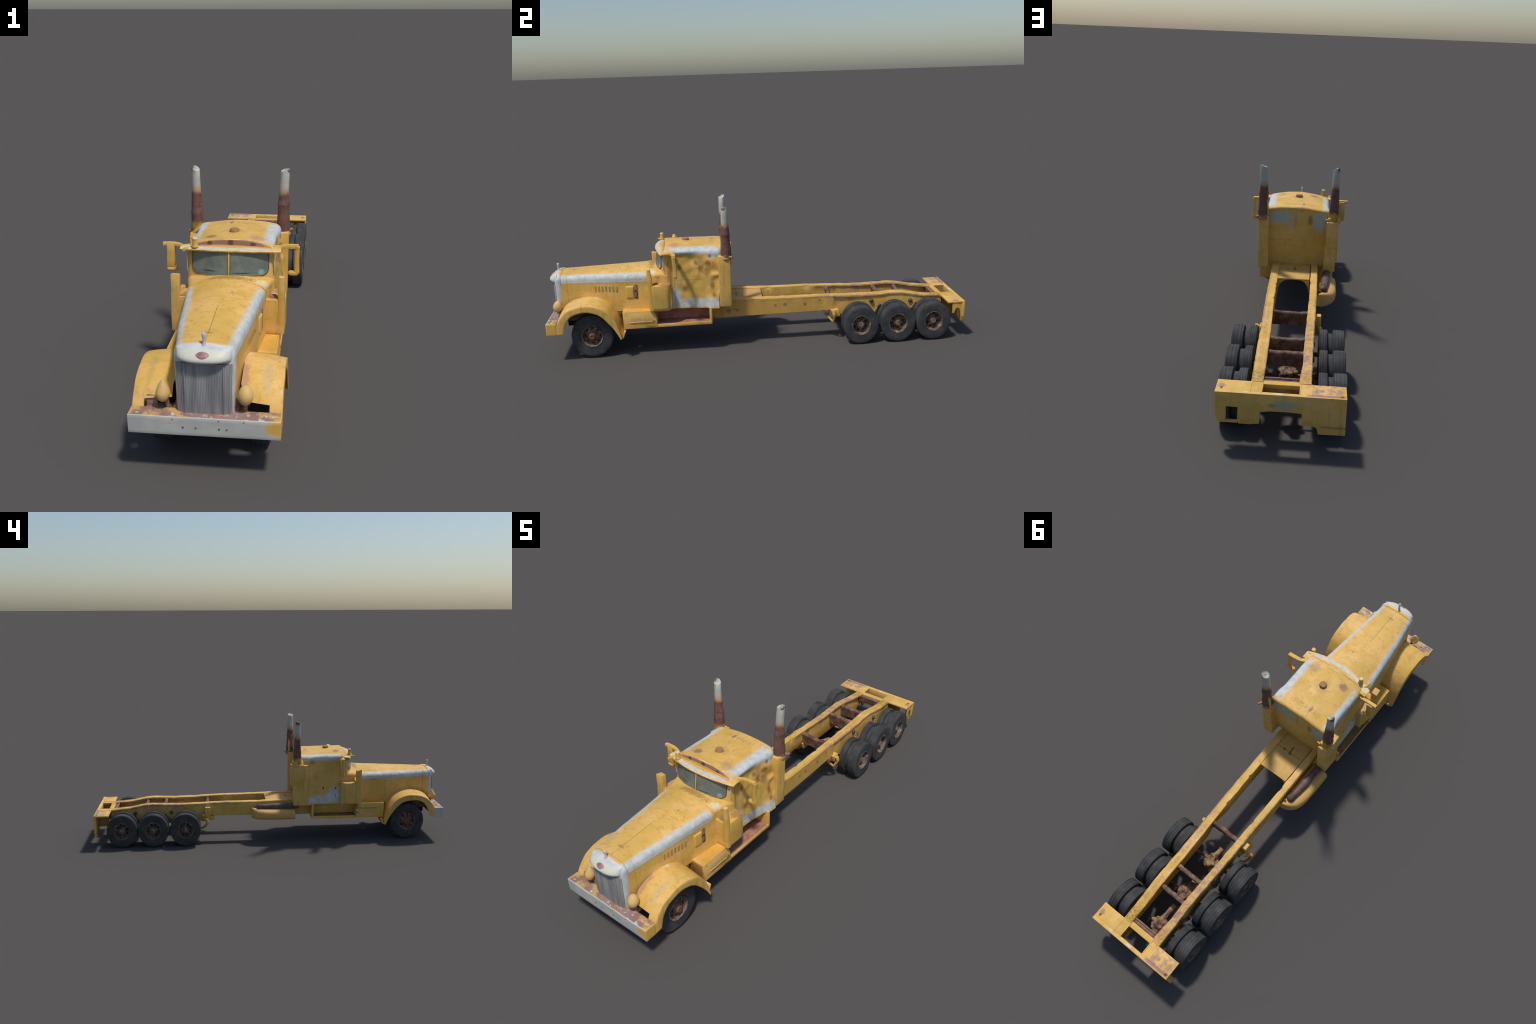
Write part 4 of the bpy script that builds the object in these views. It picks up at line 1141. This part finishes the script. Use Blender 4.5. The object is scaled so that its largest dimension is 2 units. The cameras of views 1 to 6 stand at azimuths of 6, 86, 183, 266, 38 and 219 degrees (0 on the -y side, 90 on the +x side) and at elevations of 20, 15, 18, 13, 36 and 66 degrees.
# front wheel pieces, base radius .103
ft_me = mesh_only('front_tyre', wobbly(lathe(tyre_profile(.1030, .0600, .0535), 'x', seg=80), .0008, 26, 3), M['rubber'], 30)
def front_rim():
    bm = lathe([(.0535, .022), (.0550, .0262), (.0535, .0305), (.0505, .0310), (.0485, .0285), (.0470, .0215), (.0455, .014), (.0420, .0105), (.0370, .0125), (.0310, .0165), (.0270, .0190), (.0255, .0205), (.0250, .020), (0, .020)], 'x', seg=56)
    return wobbly(bm, .0008, 60, 6)
fr_me = mesh_only('front_rim', front_rim(), M['rim'])
def front_hub():
    bm = lathe([(0, .016), (.0265, .016), (.0265, .0225), (.0240, .0245), (.0190, .0250), (.0165, .0275), (.0150, .0345), (.0115, .0370), (.0090, .0372), (.0085, .0350), (0, .0345)], 'x', seg=32)
    for i in range(10):
        a = 2 * pi * i / 10
        bmesh.ops.create_uvsphere(bm, u_segments=8, v_segments=6, radius=.0030, matrix=Matrix.Translation((.0245, .0218 * cos(a), .0218 * sin(a))))
    return wobbly(bm, .0012, 70, 8)
fh_me = mesh_only('front_hub', front_hub(), M['hub'])
bm = bmesh.new()
for i in range(8):
    a = 2 * pi * i / 8 + .3
    lathe([(0, .0032), (.0038, .0027), (.0048, -.002), (.0048, -.008)], 'x', (.0142, .0362 * cos(a), .0362 * sin(a)), 12, bm)
fo_me = mesh_only('front_opening', bm, M['hole'])

def place(name, me, parent, loc=(0, 0, 0), rot=0.0, flip=False):
    ob = bpy.data.objects.new(name, me); SCN.collection.objects.link(ob)
    ob.parent = parent; ob.location = loc; ob.rotation_euler = (rot, 0, 0)
    return ob

def wheel_empty(name, loc, scale, flip):
    w = bpy.data.objects.new(name, None); SCN.collection.objects.link(w)
    w.empty_display_size = .03; w.parent = root; w.location = loc; w.scale = scale
    w.rotation_euler = (0, 0, pi if flip else 0)
    return w

rnd = random.Random(3)
for s in (1, -1):
    for y in (.4865, .6675, .8430):
        w = wheel_empty('wheel', (.1872 if s > 0 else -.1930, y, .0945), (1, .950, 1.046), s < 0)
        place('tyre', t_out, w, (0, 0, 0), rnd.uniform(0, 6))
        place('tyre', t_in, w, (-.0575, 0, 0), rnd.uniform(0, 6))
        place('brake_drum', drum_me, w, (-.036, 0, 0))
        a = rnd.uniform(0, 6)
        place('rim', rim_me, w, (-.0030, 0, 0), a)
        place('rim_opening', hole_me, w, (-.0030, 0, 0), a)
    w = wheel_empty('wheel', (.1435 if s > 0 else -.1515, -.797, .1085 if s > 0 else .1075), (.95, .950, 1.012 if s > 0 else 1.022), s < 0)
    place('tyre', ft_me, w, (0, 0, 0), rnd.uniform(0, 6))
    a = rnd.uniform(0, 6)
    place('rim', fr_me, w, (0, 0, 0), a)
    place('rim_opening', fo_me, w, (0, 0, 0), a)
    place('hub', fh_me, w, (0, 0, 0), a)

# axles, differentials and drive shafts
bm = tube([(-.13, -.797, .100), (-.07, -.797, .085), (.07, -.797, .085), (.13, -.797, .100)], [.012, .013, .013, .012], 12)
add('axle', bm, M['axle'])
for k, y in enumerate((.4865, .6675, .8430)):
    bm = tube([(-.12, y, .088), (-.05, y, .088), (.05, y, .088), (.12, y, .088)], [.009, .0045, .0045, .009], 14)
    ax = add('axle', bm, M['axle'])
    bm = bmesh.new(); bmesh.ops.create_icosphere(bm, subdivisions=4, radius=1.0)
    for v in bm.verts:
        q = v.co.copy(); v.co = Vector((-.012 + q.x * .034, y + q.y * .033, .094 + q.z * .028))
        d = wob(v.co + Vector((k, 0, 0)), .013, 40) + wob(v.co + Vector((k, 4, 0)), .006, 90); v.co += q * d
    tube([(-.012, y - .02, .100), (-.014, y - .055, .102), (-.015, y - (.105 if k == 2 else .072), .104)], [.017, .0115, .0135], 14, bm)
    if k == 2: tube([(-.015, y + .02, .094), (-.024, y + .050, .086)], [.020, .017], 12, bm)
    bmesh.ops.create_icosphere(bm, subdivisions=3, radius=.010, matrix=Matrix.Translation((.020, y - .004, .102)))
    bmesh.ops.create_icosphere(bm, subdivisions=3, radius=.010, matrix=Matrix.Translation((-.041, y + .008, .102)))
    add('differential', bm, M['axle'], parent=ax)
